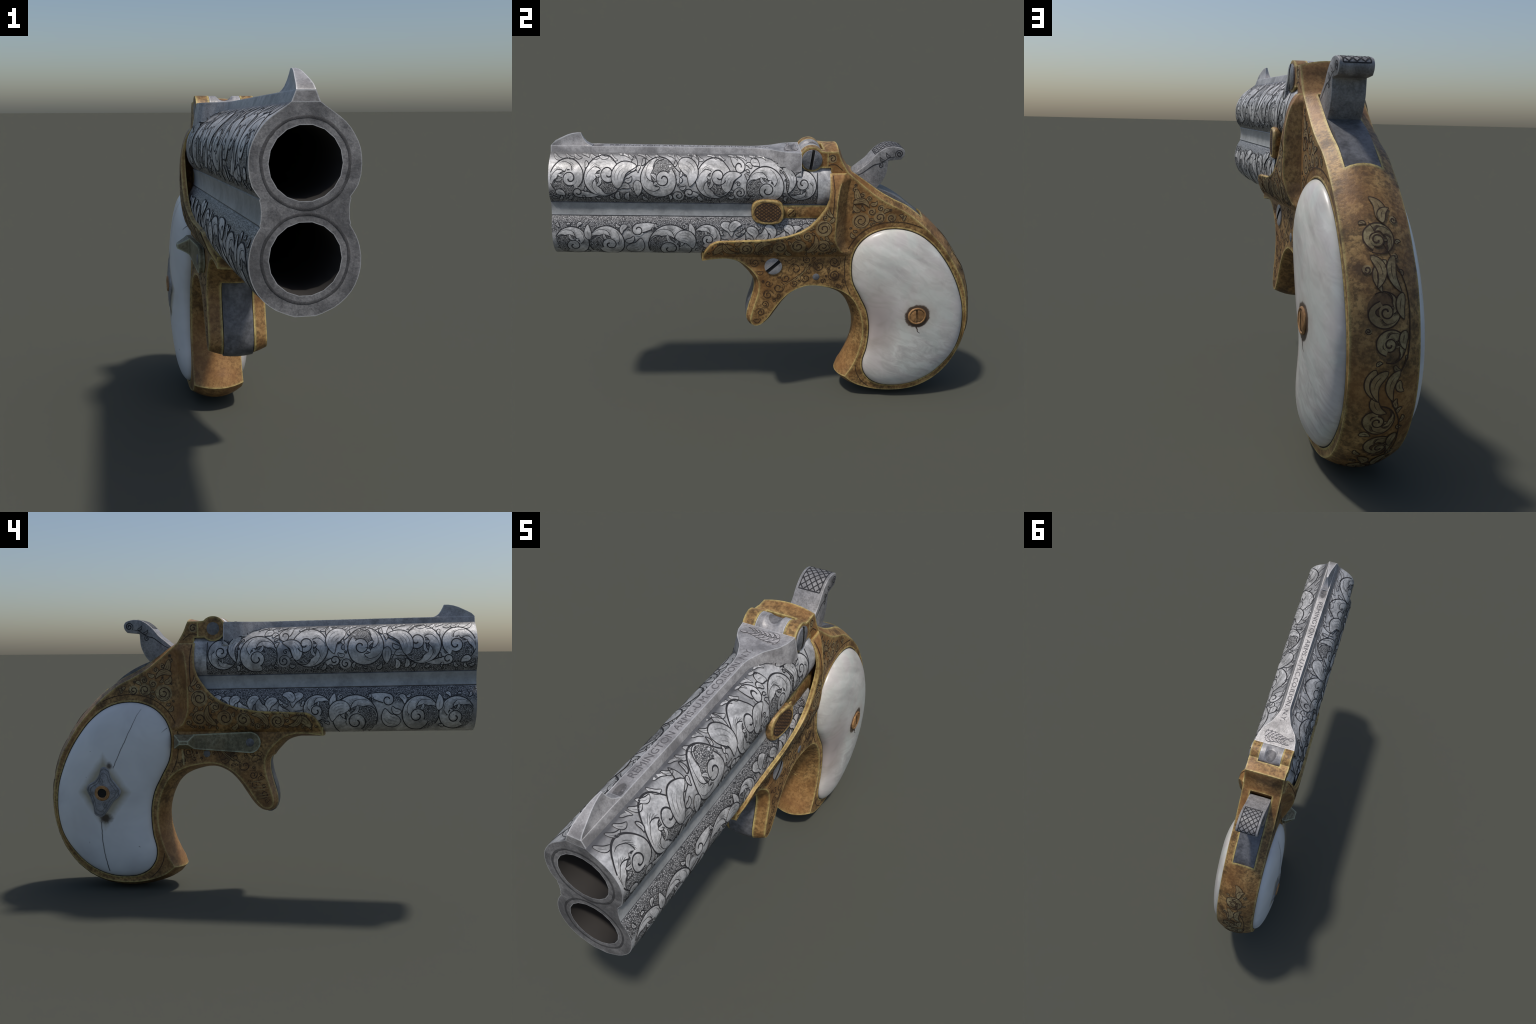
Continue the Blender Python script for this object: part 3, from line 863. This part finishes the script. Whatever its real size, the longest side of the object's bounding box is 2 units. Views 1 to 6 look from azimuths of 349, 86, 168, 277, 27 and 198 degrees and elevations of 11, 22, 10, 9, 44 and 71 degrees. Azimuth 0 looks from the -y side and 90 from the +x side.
    def leaf(self, base, tip, width, bend=.25, plate=True, w=.0040, veins=2, lvl=None, claim=True):
        if lvl is None:
            self.cyc = (self.cyc + 1) % 3; lvl = 1.2 + self.cyc
        b, e = np.array(base, float), np.array(tip, float)
        d = e - b; n = np.array([-d[1], d[0]])
        if claim:
            for q in (.25, .55, .85):
                self.taken.append((*(b + d * q + n * bend * .8 * math.sin(math.pi * q)), width * .5))
        s = np.linspace(0, 1, 20)
        mid = b + d * s[:, None] + n * (bend * np.sin(np.pi * s) * .8)[:, None]
        prof = width * np.sin(np.pi * s ** .75) ** .7
        t = np.gradient(mid, axis=0); t /= np.linalg.norm(t, axis=1, keepdims=True) + 1e-9
        nn = np.stack([-t[:, 1], t[:, 0]], 1)
        A, B = mid + nn * prof[:, None] / 2, mid - nn * prof[:, None] / 2
        if plate: self.sheet(A, B, "plate", lvl)
        self.stroke(A, w * .6, w, w * .7, lvl=lvl); self.stroke(B, w * .6, w * .8, w * .7, lvl=lvl)
        for j in range(veins):
            o = (j + 1) / (veins + 1) - .5
            self.stroke((mid + nn * (prof * o)[:, None])[4:13], w * .2, w * .6, w * .2, "shade", lvl)
    def hook(self, base, c, r, hand, w=.0042, plate=True, lvl=1):
        """comma leaf: a tapering stem that rolls up into a small ball"""
        b, c = np.array(base, float), np.array(c, float)
        self.taken.append((*c, r * 1.1)); self.taken.append((*((b + c) / 2), r * .6))
        d = c - b; L = np.linalg.norm(d); d /= L; n = np.array((-d[1], d[0])) * -hand
        if plate: self.area(self.ring(c, r, 22), "plate", lvl=lvl)
        A0 = c + n * r
        s = np.linspace(0, 1, 14)[:, None]
        A = (1 - s) ** 2 * b + 2 * s * (1 - s) * (A0 - d * L * .55) + s ** 2 * A0
        B0 = c - n * r * .55 - d * r * .6
        B = (1 - s) ** 2 * b + 2 * s * (1 - s) * (B0 - d * L * .30) + s ** 2 * B0
        if plate: self.sheet(A, B, "plate", lvl)
        t = np.linspace(0, 1, 30); a0 = math.atan2(n[1], n[0]); th = a0 + hand * 2 * math.pi * 1.15 * t
        rr = r * (1 - .70 * t ** 1.3)
        self.stroke(np.vstack([A, c + np.stack([np.cos(th), np.sin(th)], 1)[1:] * rr[1:, None]]), w * .4, w, w * 1.2, lvl=lvl)
        self.stroke(B, w * .4, w * .8, w, lvl=lvl)
    def pack(self, dist, box, rmin, rmax, tries, seed, plate=True, w=.004, leafy=.5, pad=.0, lvl=0):
        """fill what is left of a field with small scrolls and leaves; dist(u,v) is the room to the border"""
        rng = random.Random(seed)
        for it in range(tries):
            lim = rmax - (rmax - rmin) * it / tries
            u, v = rng.uniform(box[0], box[1]), rng.uniform(box[2], box[3])
            r = dist(u, v)
            if r < rmin: continue
            T = np.array(self.taken) if self.taken else np.zeros((1, 3)) + 9
            r = min(r, np.min(np.hypot(T[:, 0] - u, T[:, 1] - v) - T[:, 2]) - pad, rmax)
            if r < lim * .8 or r < rmin: continue
            if rng.random() < leafy and r < .024:
                a = rng.uniform(0, 2 * math.pi); d = np.array((math.cos(a), math.sin(a)))
                self.leaf(np.array((u, v)) - d * r * 1.0, np.array((u, v)) + d * r * 1.0, r * 1.15, rng.choice((-.35, .35)), plate, w, 1, lvl=lvl)
                self.taken.append((u, v, r))
            else:
                self.spiral((u, v), r, rng.uniform(0, 360), rng.choice((-1, 1)), rng.uniform(1.2, 1.7), w, plate, lvl)
    def make(self, name, parent, mats):
        for k in self.LIFT:
            if self.f[k] and mats.get(k):
                ob = new_obj(name + "_" + {"plate": "relief", "patch": "ground", "shade": "hatching", "line": "line", "glint": "bright_stroke"}[k], self.v[k], self.f[k], mats[k], parent, None, recalc=False)
                ob["kind"] = "stuff"

def resample(p, step):
    p = np.asarray(p, float)
    d = np.linalg.norm(np.diff(p, axis=0), axis=1); L = np.concatenate([[0], np.cumsum(d)])
    k = max(2, int(L[-1] / step) + 1)
    s = np.linspace(0, L[-1], k)
    return np.stack([np.interp(s, L, p[:, 0]), np.interp(s, L, p[:, 1])], 1)

def joined_tree(*obs):
    V, F = [], []
    for ob in obs:
        o = len(V)
        V += [v.co.copy() for v in ob.data.vertices]
        F += [tuple(o + i for i in p.vertices) for p in ob.data.polygons]
    return BVHTree.FromPolygons(V, F)
def side_surface(obs, sgn, ok=lambda u, v: True, min_x=.12):
    tree = joined_tree(*(obs if isinstance(obs, (list, tuple)) else [obs]))
    def f(u, v):
        if not ok(u, v): return None
        h = tree.ray_cast(Vector((sgn * .5, u, v)), Vector((-sgn, 0, 0)), .5)
        if h[0] is None: return None
        n = h[1]
        if n.x * sgn < 0: n = -n
        if n.x * sgn < min_x: return None
        return h[0], n
    return f
SILVER_SET = {"plate": M_PLATE, "patch": M_PATCH, "shade": M_SHADE, "line": M_LINE}
BRASS_SET = {"plate": M_RELIEF, "patch": M_BRASSGROUND, "shade": M_BRASSLINE, "line": M_BRASSLINE, "glint": M_GLINT}

def engrave_barrels(sgn):
    drop = lambda y: TILT * (y + 1)
    top = lambda y: 1.2535 - drop(y) - .45 * max(0, min(y + .02, .10))
    web1 = lambda y: 1.0490 - drop(y)
    web0 = lambda y: .9780 - drop(y)
    def ok(u, v):
        return -.985 < u < .203 and (web1(u) < v < top(u) or v < web0(u))
    e = Engraver(side_surface((barrel, rib_ob), sgn, ok, .10))
    # upper bore from the muzzle back; the scrolls sink with the tilt of the bore
    e.acanthus((-.912, 1.160), .074, 250, -1, ball=(.16, -.02), thick=.62, sweep=.86, lobes=2)
    e.hook((-.775, 1.080), (-.868, 1.096), .023, -1)
    e.leaf((-.966, 1.098), (-.924, 1.082), .030, .2, veins=1)
    e.acanthus((-.755, 1.160), .083, -18, -1, ball=(.26, .18), tail=(-.602, 1.190))
    e.leaf((-.690, 1.112), (-.606, 1.205), .060, .42, veins=3)
    e.leaf((-.645, 1.190), (-.620, 1.240), .034, -.3)
    e.leaf((-.607, 1.150), (-.605, 1.076), .040, .05)
    e.acanthus((-.508, 1.153), .082, 40, 1, ball=(.22, -.02), tail=(-.352, 1.150))
    e.leaf((-.425, 1.215), (-.374, 1.120), .064, .45, veins=3)
    e.hook((-.325, 1.078), (-.376, 1.092), .022, -1)
    e.leaf((-.352, 1.242), (-.345, 1.190), .034, .0, veins=1)
    e.acanthus((-.262, 1.147), .084, -18, -1, ball=(.22, .18), tail=(-.118, 1.190))
    e.leaf((-.205, 1.090), (-.140, 1.170), .054, .42, veins=3)
    e.hook((-.190, 1.232), (-.150, 1.198), .026, -1)
    e.acanthus((-.035, 1.116), .084, 215, -1, ball=(.10, -.18), thick=.62, sweep=.92, tail=(-.128, 1.060))
    e.leaf((.045, 1.200), (.066, 1.085), .036, .35, veins=2)
    e.leaf((-.100, 1.215), (-.060, 1.200), .028, .2, veins=1)
    e.acanthus((.128, 1.120), .068, 170, 1, ball=(.12, .14), thick=.62, sweep=.95, tail=(.030, 1.190))
    e.leaf((.020, 1.205), (.085, 1.190), .030, .3)
    e.leaf((.095, 1.195), (.165, 1.185), .026, .3)
    rng = random.Random(5)
    y = -.975
    while y < -.03:       # small leaves tucked under the rib between the big scrolls
        z0 = 1.2515 - drop(y); l = rng.uniform(.030, .048)
        e.leaf((y, z0), (y + l, z0 - rng.uniform(.012, .022)), rng.uniform(.010, .014), rng.choice((-.2, .2)), w=.0022, veins=1, lvl=0, claim=False)
        y += rng.uniform(.034, .055)
    up = lambda u, v: min(v - web1(u) - .012, top(u) - .014 - v, u + .98, .19 - u)
    e.pack(up, (-.98, .19, 1.04, 1.25), .007, .030, 2600, 11, leafy=.85, pad=-.003)
    # lower bore
    e.acanthus((-.912, .858), .076, 205, -1, ball=(.10, -.22), thick=.62, sweep=.95, lobes=2)
    e.leaf((-.832, .872), (-.836, .944), .034, .08, veins=1)
    e.acanthus((-.756, .856), .080, 215, -1, ball=(.18, -.12), thick=.62)
    e.leaf((-.672, .826), (-.600, .880), .062, -.40, veins=3)
    e.hook((-.515, .936), (-.612, .916), .028, 1)
    e.acanthus((-.468, .838), .100, 200, -1, ball=(-.05, -.20), thick=.62, sweep=.9)
    e.leaf((-.446, .880), (-.366, .818), .064, .42, veins=4)
    e.leaf((-.372, .872), (-.378, .946), .034, -.1, veins=1)
    e.acanthus((-.300, .874), .064, 195, -1, ball=(.10, -.12), thick=.62, sweep=.9, lobes=2)
    for u, v, du, dv, q, wd in ((-.238, .936, .050, -.056, .35, .040), (-.190, .905, .050, .030, .35, .038), (-.176, .860, .050, .035, -.3, .032), (-.120, .915, .040, -.055, .4, .040), (-.076, .870, .040, .050, -.4, .044),
                             (-.036, .925, .034, -.060, .4, .040), (.006, .868, .050, .040, -.3, .040), (.050, .922, .036, -.045, .4, .036), (.088, .880, .050, .040, .35, .034), (.136, .925, .04, -.03, .3, .028)):
        e.leaf((u, v), (u + du, v + dv), wd, q)
    lowd = lambda u, v: min(web0(u) - .022 - v, v - .785, u + .98, .19 - u)
    e.pack(lowd, (-.98, .19, .78, .97), .008, .028, 2400, 12, leafy=.85, pad=-.002)
    e.stroke([(.2005, 1.058), (.2005, 1.175)], .0035)
    e.make("barrel_scroll", barrel, SILVER_SET)
engrave_barrels(1); engrave_barrels(-1)

# dark turned groove round each bore
def bore_groove(cz):
    N = 54; verts, faces = [], []
    for r, d in ((.0985, .0), (.1000, -.0006), (.1045, -.0006), (.1060, .0)):
        for i in range(N):
            a = 2 * math.pi * i / N
            rr = r + .0006 * math.sin(7 * a) + random.uniform(-.0007, .0007)
            verts.append(tilt(BX + rr * math.cos(a), Y0 + d, cz + rr * math.sin(a)))
    for k in range(3):
        for i in range(N):
            a, b = k * N + i, k * N + (i + 1) % N
            faces.append((a, b, b + N, a + N))
    new_obj("bore_groove", verts, faces, M_GROOVE, barrel, None)
M_GROOVE = steel("groove_dark", (0.045, 0.044, 0.046), (0.11, 0.105, 0.105), 90, 0.7)
bore_groove(BORES[0][1]); bore_groove(BORES[1][1])

# ---- brass: flank of the cradle
def polyline_distance(q, poly):
    a, b = poly, np.roll(poly, -1, 0); ab = b - a
    t = np.clip(((q - a) * ab).sum(1) / ((ab * ab).sum(1) + 1e-12), 0, 1)
    return np.min(np.linalg.norm(a + ab * t[:, None] - q, axis=1))
def inside(p, poly):
    x, y = p; a, b = poly, np.roll(poly, -1, 0)
    m = (a[:, 1] > y) != (b[:, 1] > y)
    xs = (b[m, 0] - a[m, 0]) * (y - a[m, 1]) / (b[m, 1] - a[m, 1]) + a[m, 0]
    return bool(np.sum(x < xs) % 2)
def engrave_shield(sgn):
    def ok(u, v):
        return interp(YF, v) + .010 < u < interp(YR, v) - .006 and v > .776
    e = Engraver(side_surface(shield, sgn, ok))
    B = .0040
    e.spiral((-.120, .820), .036, 160, 1, 1.8, B, True)
    e.leaf((-.270, .790), (-.175, .832), .036, .25, True, B)
    e.leaf((-.225, .850), (-.165, .800), .026, -.3, True, B)
    e.spiral((.035, .828), .036, 200, -1, 1.5, B, True)
    e.spiral((.120, .835), .038, 20, 1, 1.5, B, True)
    e.spiral((.235, .925), .042, -60, 1, 1.8, B, True)
    e.spiral((.238, .832), .038, 100, -1, 1.7, B, True)
    e.leaf((-.075, .800), (.000, .850), .030, .3, True, B)
    e.leaf((.160, .800), (.195, .895), .030, -.3, True, B)
    e.leaf((.275, .980), (.258, 1.050), .020, .3, True, B, 1)
    d = lambda u, v: min(u - interp(YF, v) - .010, interp(YR, v) - .008 - u, v - .780, (1.02 - v))
    e.pack(d, (-.31, .30, .78, 1.0), .005, .024, 2200, 21, True, .0034, .6, -.003)
    e.stroke([(.272, 1.165), (.279, 1.10), (.277, 1.04), (.273, .98)], .0035)
    e.make("shield_scroll", shield, BRASS_SET)
# ---- brass: flat sides of the frame
FRAME_SIDE = fr[:, :2]
PAN_OUT = pan + normals2d(pan) * .034
PAN_LINE = pan + normals2d(pan) * .0365
def engrave_frame(sgn):
    def clear(u, v):
        """room left on the flat of the frame side"""
        q = np.array((u, v))
        if not inside(q, FRAME_SIDE) or inside(q, PAN_OUT): return -1
        d = min(polyline_distance(q, FRAME_SIDE) - .012, polyline_distance(q, PAN_OUT) - .006)
        if v > .755 and v < 1.19:
            d = min(d, u - .362)
        d = min(d, math.hypot(u - .0085, v - .7205) - .052, math.hypot(u - .2135, v - .664) - .024)
        if .755 < v < .79: d = min(d, abs(v - .772) - .012)
        if sgn < 0 and u < .37: d = min(d, max(.683 - v, v - .76))
        return d
    def surf(u, v):
        if not inside((u, v), FRAME_SIDE) or inside((u, v), PAN_OUT): return None
        if v > .770 and u < .352 and v < 1.172: return None
        if polyline_distance(np.array((u, v)), FRAME_SIDE) < .008: return None
        return Vector((sgn * W, u, v)), Vector((sgn, 0, 0))
    e = Engraver(surf)
    B = .0038
    if sgn:
        e.spiral((.412, .945), .044, 20, -1, 1.9, B, True)
        e.spiral((.500, .960), .030, 200, 1, 1.5, B, True)
        e.spiral((.555, .958), .024, 30, -1, 1.5, B, True)
        e.leaf((.385, 1.100), (.445, 1.030), .030, -.3, True, B)
        e.leaf((.370, 1.030), (.450, 1.010), .026, .35, True, B)
        e.spiral((.268, 1.240), .022, 200, -1, 1.4, B, True)
        e.stroke([(.240, 1.206), (.262, 1.214), (.285, 1.213), (.316, 1.187)], .0030)
        e.stroke([(.245, 1.265), (.287, 1.265), (.310, 1.212), (.330, 1.184)], .0030)
    e.spiral((.300, .672), .034, 120, 1, 2.2, .0032)
    e.pack(clear, (.35, .80, .86, 1.12), .005, .024, 2500, 31, True, .0034, .6, -.003)
    e.pack(clear, (-.10, .40, .40, .76), .006, .034, 2500, 33, False, .0030, .6, -.002)
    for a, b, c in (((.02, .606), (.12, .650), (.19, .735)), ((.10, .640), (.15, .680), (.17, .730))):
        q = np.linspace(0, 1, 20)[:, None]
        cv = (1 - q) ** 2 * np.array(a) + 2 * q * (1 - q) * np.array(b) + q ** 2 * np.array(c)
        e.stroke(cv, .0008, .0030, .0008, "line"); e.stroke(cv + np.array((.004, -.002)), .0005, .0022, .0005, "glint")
    if sgn < 0:      # pale strokes below the lever and on the trigger guard
        for u, l in ((.290, .05), (.275, .05), (.258, .048), (.232, .05), (.215, .045), (.196, .04)):
            e.stroke([(u, .688), (u - .012, .688 - l)], .0012, .0028, .0010, "glint")
        e.stroke([(.330, .685), (.322, .605)], .008, .010, .006, "glint")
        for i, (u0, u1, z) in enumerate(((.02, -.065, .535), (.005, -.072, .512), (-.005, -.078, .498), (-.025, -.085, .476), (-.032, -.088, .464))):
            e.stroke([(u0, z - .004), (u1, z + .006)], .001, .0028, .001, "glint")
    e.stroke([tuple(p) for p in PAN_LINE] + [tuple(PAN_LINE[0])], .0034)
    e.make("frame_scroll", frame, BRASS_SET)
    # raised yellow strip drawing the edge highlight round the grip panel
    n = normals2d(pan); verts, faces = [], []; m = len(pan)
    for off, x in ((.0030, W + .0005), (.0045, W + .0022), (.0085, W + .0022), (.0120, W - .0005)):
        verts += [(sgn * x, *(p + k * off)) for p, k in zip(pan, n)]
    for r in range(3):
        for i in range(m):
            a, b = r * m + i, r * m + (i + 1) % m
            faces.append((a, b, b + m, a + m))
    new_obj("panel_highlight_strip", verts, faces, M_EDGE_HIGHLIGHT, frame, 60)
for sgn in (1, -1):
    engrave_shield(sgn); engrave_frame(sgn)

# ---- brass: back strap, wrapped round the crowned contour
def back_surface():
    k0 = int(np.argmin(np.abs(fr[:, 0] - .640) + np.abs(fr[:, 1] - .034)))
    k1 = int(np.argmin(np.abs(fr[:, 0] - .766) + np.abs(fr[:, 1] - .862)))
    seg = fr[k0:k1 + 1][::-1]; nor = normals2d(fr[:, :2])[k0:k1 + 1][::-1]
    L = np.concatenate([[0], np.cumsum(np.linalg.norm(np.diff(seg[:, :2], axis=0), axis=1))])
    def f(s, x):
        if not (0 <= s <= L[-1]) or abs(x) > W * .93: return None
        g = lambda a: np.interp(s, L, a)
        n = np.array((g(nor[:, 0]), g(nor[:, 1]))); c = g(seg[:, 2]); n /= np.linalg.norm(n)
        h = c * (1 - (x / W) ** 2)
        slope = 2 * c * x / W ** 2
        return Vector((x, g(seg[:, 0]) + n[0] * h, g(seg[:, 1]) + n[1] * h)), Vector((slope, n[0], n[1])).normalized()
    return f, L[-1]
bs, BL = back_surface()
def engrave_back():
    e = Engraver(bs)
    D = .0036
    e.leaf((.095, .000), (.020, .016), .036, .3, True, D, 1)
    e.leaf((.105, -.012), (.055, -.040), .026, -.3, True, D, 1)
    for s0, x, R, a0, hand, bl in ((.150, .008, .046, 30, -1, (.1, .1)), (.345, .012, .048, 150, 1, (.12, -.1)), (.440, -.006, .044, 20, -1, (-.1, .1)), (.650, .012, .046, 180, 1, (.1, .1)), (.750, -.004, .044, 10, -1, (.1, -.1)), (.880, .010, .044, 160, 1, (-.1, .1))):
        e.acanthus((s0, x), R, a0, hand, D, bl, .60, 1.0, True, 1)
    for s0, x, ds, dx, b in ((.20, -.03, .10, -.012, .25), (.215, -.005, .085, .020, .3), (.20, .038, .090, -.010, -.3), (.30, -.046, .07, .0, .2), (.50, .034, .09, -.012, .3), (.505, .0, .085, .022, .35), (.505, -.036, .085, .016, .3),
                            (.575, .034, .05, -.040, .3), (.80, -.042, .07, .016, .3), (.805, .040, .045, -.022, -.3), (.40, -.052, .05, .004, .2), (.70, -.048, .05, .008, .2)):
        e.leaf((s0, x), (s0 + ds, x + dx), .028, b, True, D, 1)
    stem = [(.10, .03), (.19, -.015), (.29, -.058), (.38, -.064), (.47, -.056), (.56, -.01), (.66, -.050), (.75, -.058), (.84, -.04), (.93, -.052)]
    e.stroke(catmull(P(*stem), False, .006)[:, :2], .002, .0045, .002)
    d = lambda s0, x: min(.066 - abs(x), s0 - .08, .95 - s0)
    e.pack(d, (.08, .95, -.066, .066), .007, .018, 500, 41, True, .0034, .7, .003)
    e.make("backstrap_scroll", frame, BRASS_SET)
engrave_back()

# ---- hammer: checkered thumb spur and scrolled flanks
ham_top = [p for p in ham[:, :2] if p[0] > .40 and p[1] > 1.175]
i0 = int(np.argmin(np.abs(ham[:, 0] - .410) + np.abs(ham[:, 1] - 1.183)))
i1 = int(np.argmin(np.abs(ham[:, 0] - .607) + np.abs(ham[:, 1] - 1.256)))
htop = ham[i0:i1 + 1, :2]
def spur_surface():
    L = np.concatenate([[0], np.cumsum(np.linalg.norm(np.diff(htop, axis=0), axis=1))])
    nr = normals2d(ham[:, :2])[i0:i1 + 1]
    def f(s, x):
        if not 0 <= s <= L[-1] or abs(x) > .0468: return None
        g = lambda a: np.interp(s, L, a)
        return Vector((x, g(htop[:, 0]), g(htop[:, 1]))), Vector((0, g(nr[:, 0]), g(nr[:, 1]))).normalized()
    return f, L[-1]
sf, SL = spur_surface()
def checker_spur():
    e = Engraver(sf)
    s0, s1 = .088, SL - .004
    for x in (-.0445, .0445):
        e.stroke([(s0, x), (s1, x)], .004)
    e.stroke([(s0, -.0445), (s0, .0445)], .004); e.stroke([(s1, -.0445), (s1, .0445)], .004)
    for d in (1, -1):
        k = s0 - .12
        while k < s1 + .12:
            q = [(k + d * x * 1.15, x) for x in np.linspace(-.0445, .0445, 30)]
            q = [p for p in q if s0 <= p[0] <= s1]
            if len(q) > 1: e.stroke(q, .0042)
            k += .0300
    e.make("hammer_checkering", hammer, SILVER_SET)
checker_spur()
def hammer_flank(sgn):
    poly = ham[:, :2]
    def surf(u, v): return Vector((sgn * .0575, u, v)), Vector((sgn, 0, 0))
    e = Engraver(surf)
    e.spiral((.580, 1.2505), .021, 230, -1, 1.8, .0044, lobes=False)
    c = catmull(P((.560, 1.236), (.535, 1.232), (.512, 1.216), (.492, 1.205), (.470, 1.200), (.440, 1.180), (.412, 1.160), (.39, 1.150)), False, .005)[:, :2]
    e.stroke(c, .002, .0042, .002)
    e.spiral((.497, 1.196), .013, 60, -1, 1.2, .0036, lobes=False)
    e.leaf((.540, 1.238), (.520, 1.256), .010, .3, False, .0032, 0)
    e.leaf((.515, 1.22), (.492, 1.236), .010, .3, False, .0032, 0)
    e.make("hammer_scroll", hammer, SILVER_SET)
hammer_flank(1); hammer_flank(-1)

# ---- thumb piece: sunk oval with crossed cuts
def checker_thumb():
    c = np.array((-.022, .998)); a, b = .0585, .0440
    inside = lambda u, v: ((u - c[0]) / a) ** 2 + ((v - c[1]) / b) ** 2 < 1
    e = Engraver(lambda u, v: (Vector((.1268 + .12 * (u + .095), u, v)), Vector((1, 0, 0))))
    e.area([c + np.array((a * math.cos(t), b * math.sin(t))) for t in np.linspace(0, 2 * math.pi, 48)[:-1]], "plate")
    for d in (1, -1):
        for k in np.arange(-.14, .14, .0205):
            q = [(c[0] + k + d * t * 1.35, c[1] + t) for t in np.linspace(-.05, .05, 60)]
            q = [p for p in q if inside(*p)]
            if len(q) > 2: e.stroke(q, .0042)
    o = [tuple(c + np.array((a * math.cos(t), b * math.sin(t)))) for t in np.linspace(0, 2 * math.pi, 60)]
    e.stroke(o, .0045)
    e.make("thumb_checkering", thumb, {"plate": M_CHECK, "line": M_BLACKBRASS})
M_BLACKBRASS = Nodes("cut_shadow_brass").out((0.035, 0.018, 0.009), 0.8)
checker_thumb()

# ---- dark disc laid on the sighting groove of the knuckle
def knuckle_dark_disc():
    tree = bvh(bpy.data.objects["hinge_knuckle"])
    def surf(u, v):
        h = tree.ray_cast(Vector((-v, u, 2)), Vector((0, 0, -1)), 2)
        return None if h[0] is None else (h[0], Vector((0, 0, 1)))
    e = Engraver(surf)
    e.area([(.190 + .031 * math.cos(a), .027 * math.sin(a)) for a in np.linspace(0, 2 * math.pi, 32)[:-1]], "plate")
    e.make("knuckle_dark_spot", bpy.data.objects["hinge_knuckle"], {"plate": M_NOTCH})
M_NOTCH = steel("notch_dark", (0.10, 0.095, 0.095), (0.26, 0.25, 0.25), 70, 0.6)
knuckle_dark_disc()

# ---- flare of the rib: leaf spray; lettering along the rib
def rib_surf(u, v):
    """u along the barrel, v across it towards the left side"""
    return Vector((-v, u, interp(RZ, u))), Vector((0, 0, 1))
def rib_marks():
    e = Engraver(rib_surf)
    e.stroke([(.100, -.062), (.088, -.03), (.090, .0), (.086, .03), (.078, .066)], .002, .004, .002)
    for i in range(6):
        v = -.054 + .019 * i; u = .090 - .004 * math.sin(i * .9); g = 1 - .09 * i
        e.leaf((u, v - .006), (u - .030 * g, v + .024), .015 * g, .30, True, .0028, 1)
        e.leaf((u, v), (u + .022 * g, v + .028), .013 * g, -.30, True, .0028, 1)
        e.leaf((u - .006, v), (u - .040 * g, v + .002), .009, .25, True, .0024, 0)
    e.leaf((.080, .060), (.076, .088), .012, .1, True, .0026, 0)
    e.make("leaf_spray", rib_ob, {"plate": M_SPRAY, "line": M_LETTER, "shade": M_LETTER})
M_SPRAY = steel("spray_silver", (0.42, 0.39, 0.385), (0.56, 0.53, 0.52), 30, 0.5)
rib_marks()
def sight_dark_patch():
    tree = bvh(rib_ob)
    def surf(u, v):
        h = tree.ray_cast(Vector((-v, u, 2)), Vector((0, 0, -1)), 2)
        return None if h[0] is None else (h[0], Vector((0, 0, 1)))
    e = Engraver(surf)
    e.area([(-.790 + .030 * math.cos(a), .0150 * math.sin(a)) for a in np.linspace(0, 2 * math.pi, 24)[:-1]], "plate")
    e.make("sight_dark_patch", rib_ob, {"plate": M_NOTCH})
sight_dark_patch()
def lettering():
    cu = bpy.data.curves.new("lettering", 'FONT')
    cu.body = "REMINGTON ARMS.-U.M.C.CO.ILION. N.Y."
    cu.size = .0385; cu.extrude = .0006; cu.space_character = 1.0
    cu.align_x = 'LEFT'; cu.align_y = 'CENTER'
    tmp = bpy.data.objects.new("lettering", cu); COL.objects.link(tmp)
    dg = bpy.context.evaluated_depsgraph_get()
    me = bpy.data.meshes.new_from_object(tmp.evaluated_get(dg))
    bpy.data.objects.remove(tmp); bpy.data.curves.remove(cu)
    xs = [v.co.x for v in me.vertices]
    k = .722 / (max(xs) - min(xs)); x0 = min(xs)
    for v in me.vertices:
        u = -.732 + (v.co.x - x0) * k
        v.co = (-v.co.y * .86 + BX, u, interp(RZ, u) + .0004 + v.co.z * .6)
    me.materials.clear(); me.materials.append(M_LETTER)
    ob = bpy.data.objects.new("lettering", me); COL.objects.link(ob); ob.parent = rib_ob
    ob["kind"] = "stuff"
lettering()

# ---- white grip: cracks; pearl grip: hairline under the screw
def panel_surface(ob, sgn):
    return side_surface(ob, sgn)
e = Engraver(panel_surface(panels[1], -1))
def wander(pts, amp, seed):
    rng = random.Random(seed)
    p = resample(np.array(pts, float), .008)
    return p + np.array([(rng.uniform(-amp, amp), 0) for _ in p])
e.stroke(wander([(.512, .872), (.527, .855), (.569, .764), (.595, .711), (.621, .657), (.645, .600)], .0012, 2), .001, .003, .0028)
e.stroke(wander([(.711, .345), (.710, .254), (.703, .180), (.690, .095)], .001, 3), .004, .0035, .004)
e.stroke(wander([(.392, .79), (.42, .765)], .001, 4), .003, .002, .001)
e.make("panel_crack", panels[1], {"line": M_SHADE})
e = Engraver(panel_surface(panels[0], 1))
e.stroke([(.700, .425), (.707, .412), (.708, .400), (.722, .390)], .006, .004, .001)
e.make("panel_crack", panels[0], {"line": M_BRASSLINE})
# lines on the diamond plate
def plate_lines():
    tree = bvh(bpy.data.objects["escutcheon"])
    def surf(u, v):
        h = tree.ray_cast(Vector((-.5, u, v)), Vector((1, 0, 0)), .5)
        return None if h[0] is None else (h[0], Vector((-1, 0, 0)))
    e = Engraver(surf)
    c = np.array((.700, .483))
    for t in (.90, .74):
        o = [tuple(c + (p - c) * t) for p in esc]
        e.stroke(o + [o[0]], .0026)
    for a in (80, 255, 170, 350):
        d = np.array((math.cos(math.radians(a)), math.sin(math.radians(a))))
        e.leaf(c + d * .042, c + d * .075, .016, .2, False, .0028, 1)
    e.make("plate_scroll", bpy.data.objects["escutcheon"], {"line": M_SHADE, "shade": M_LINE})
plate_lines()
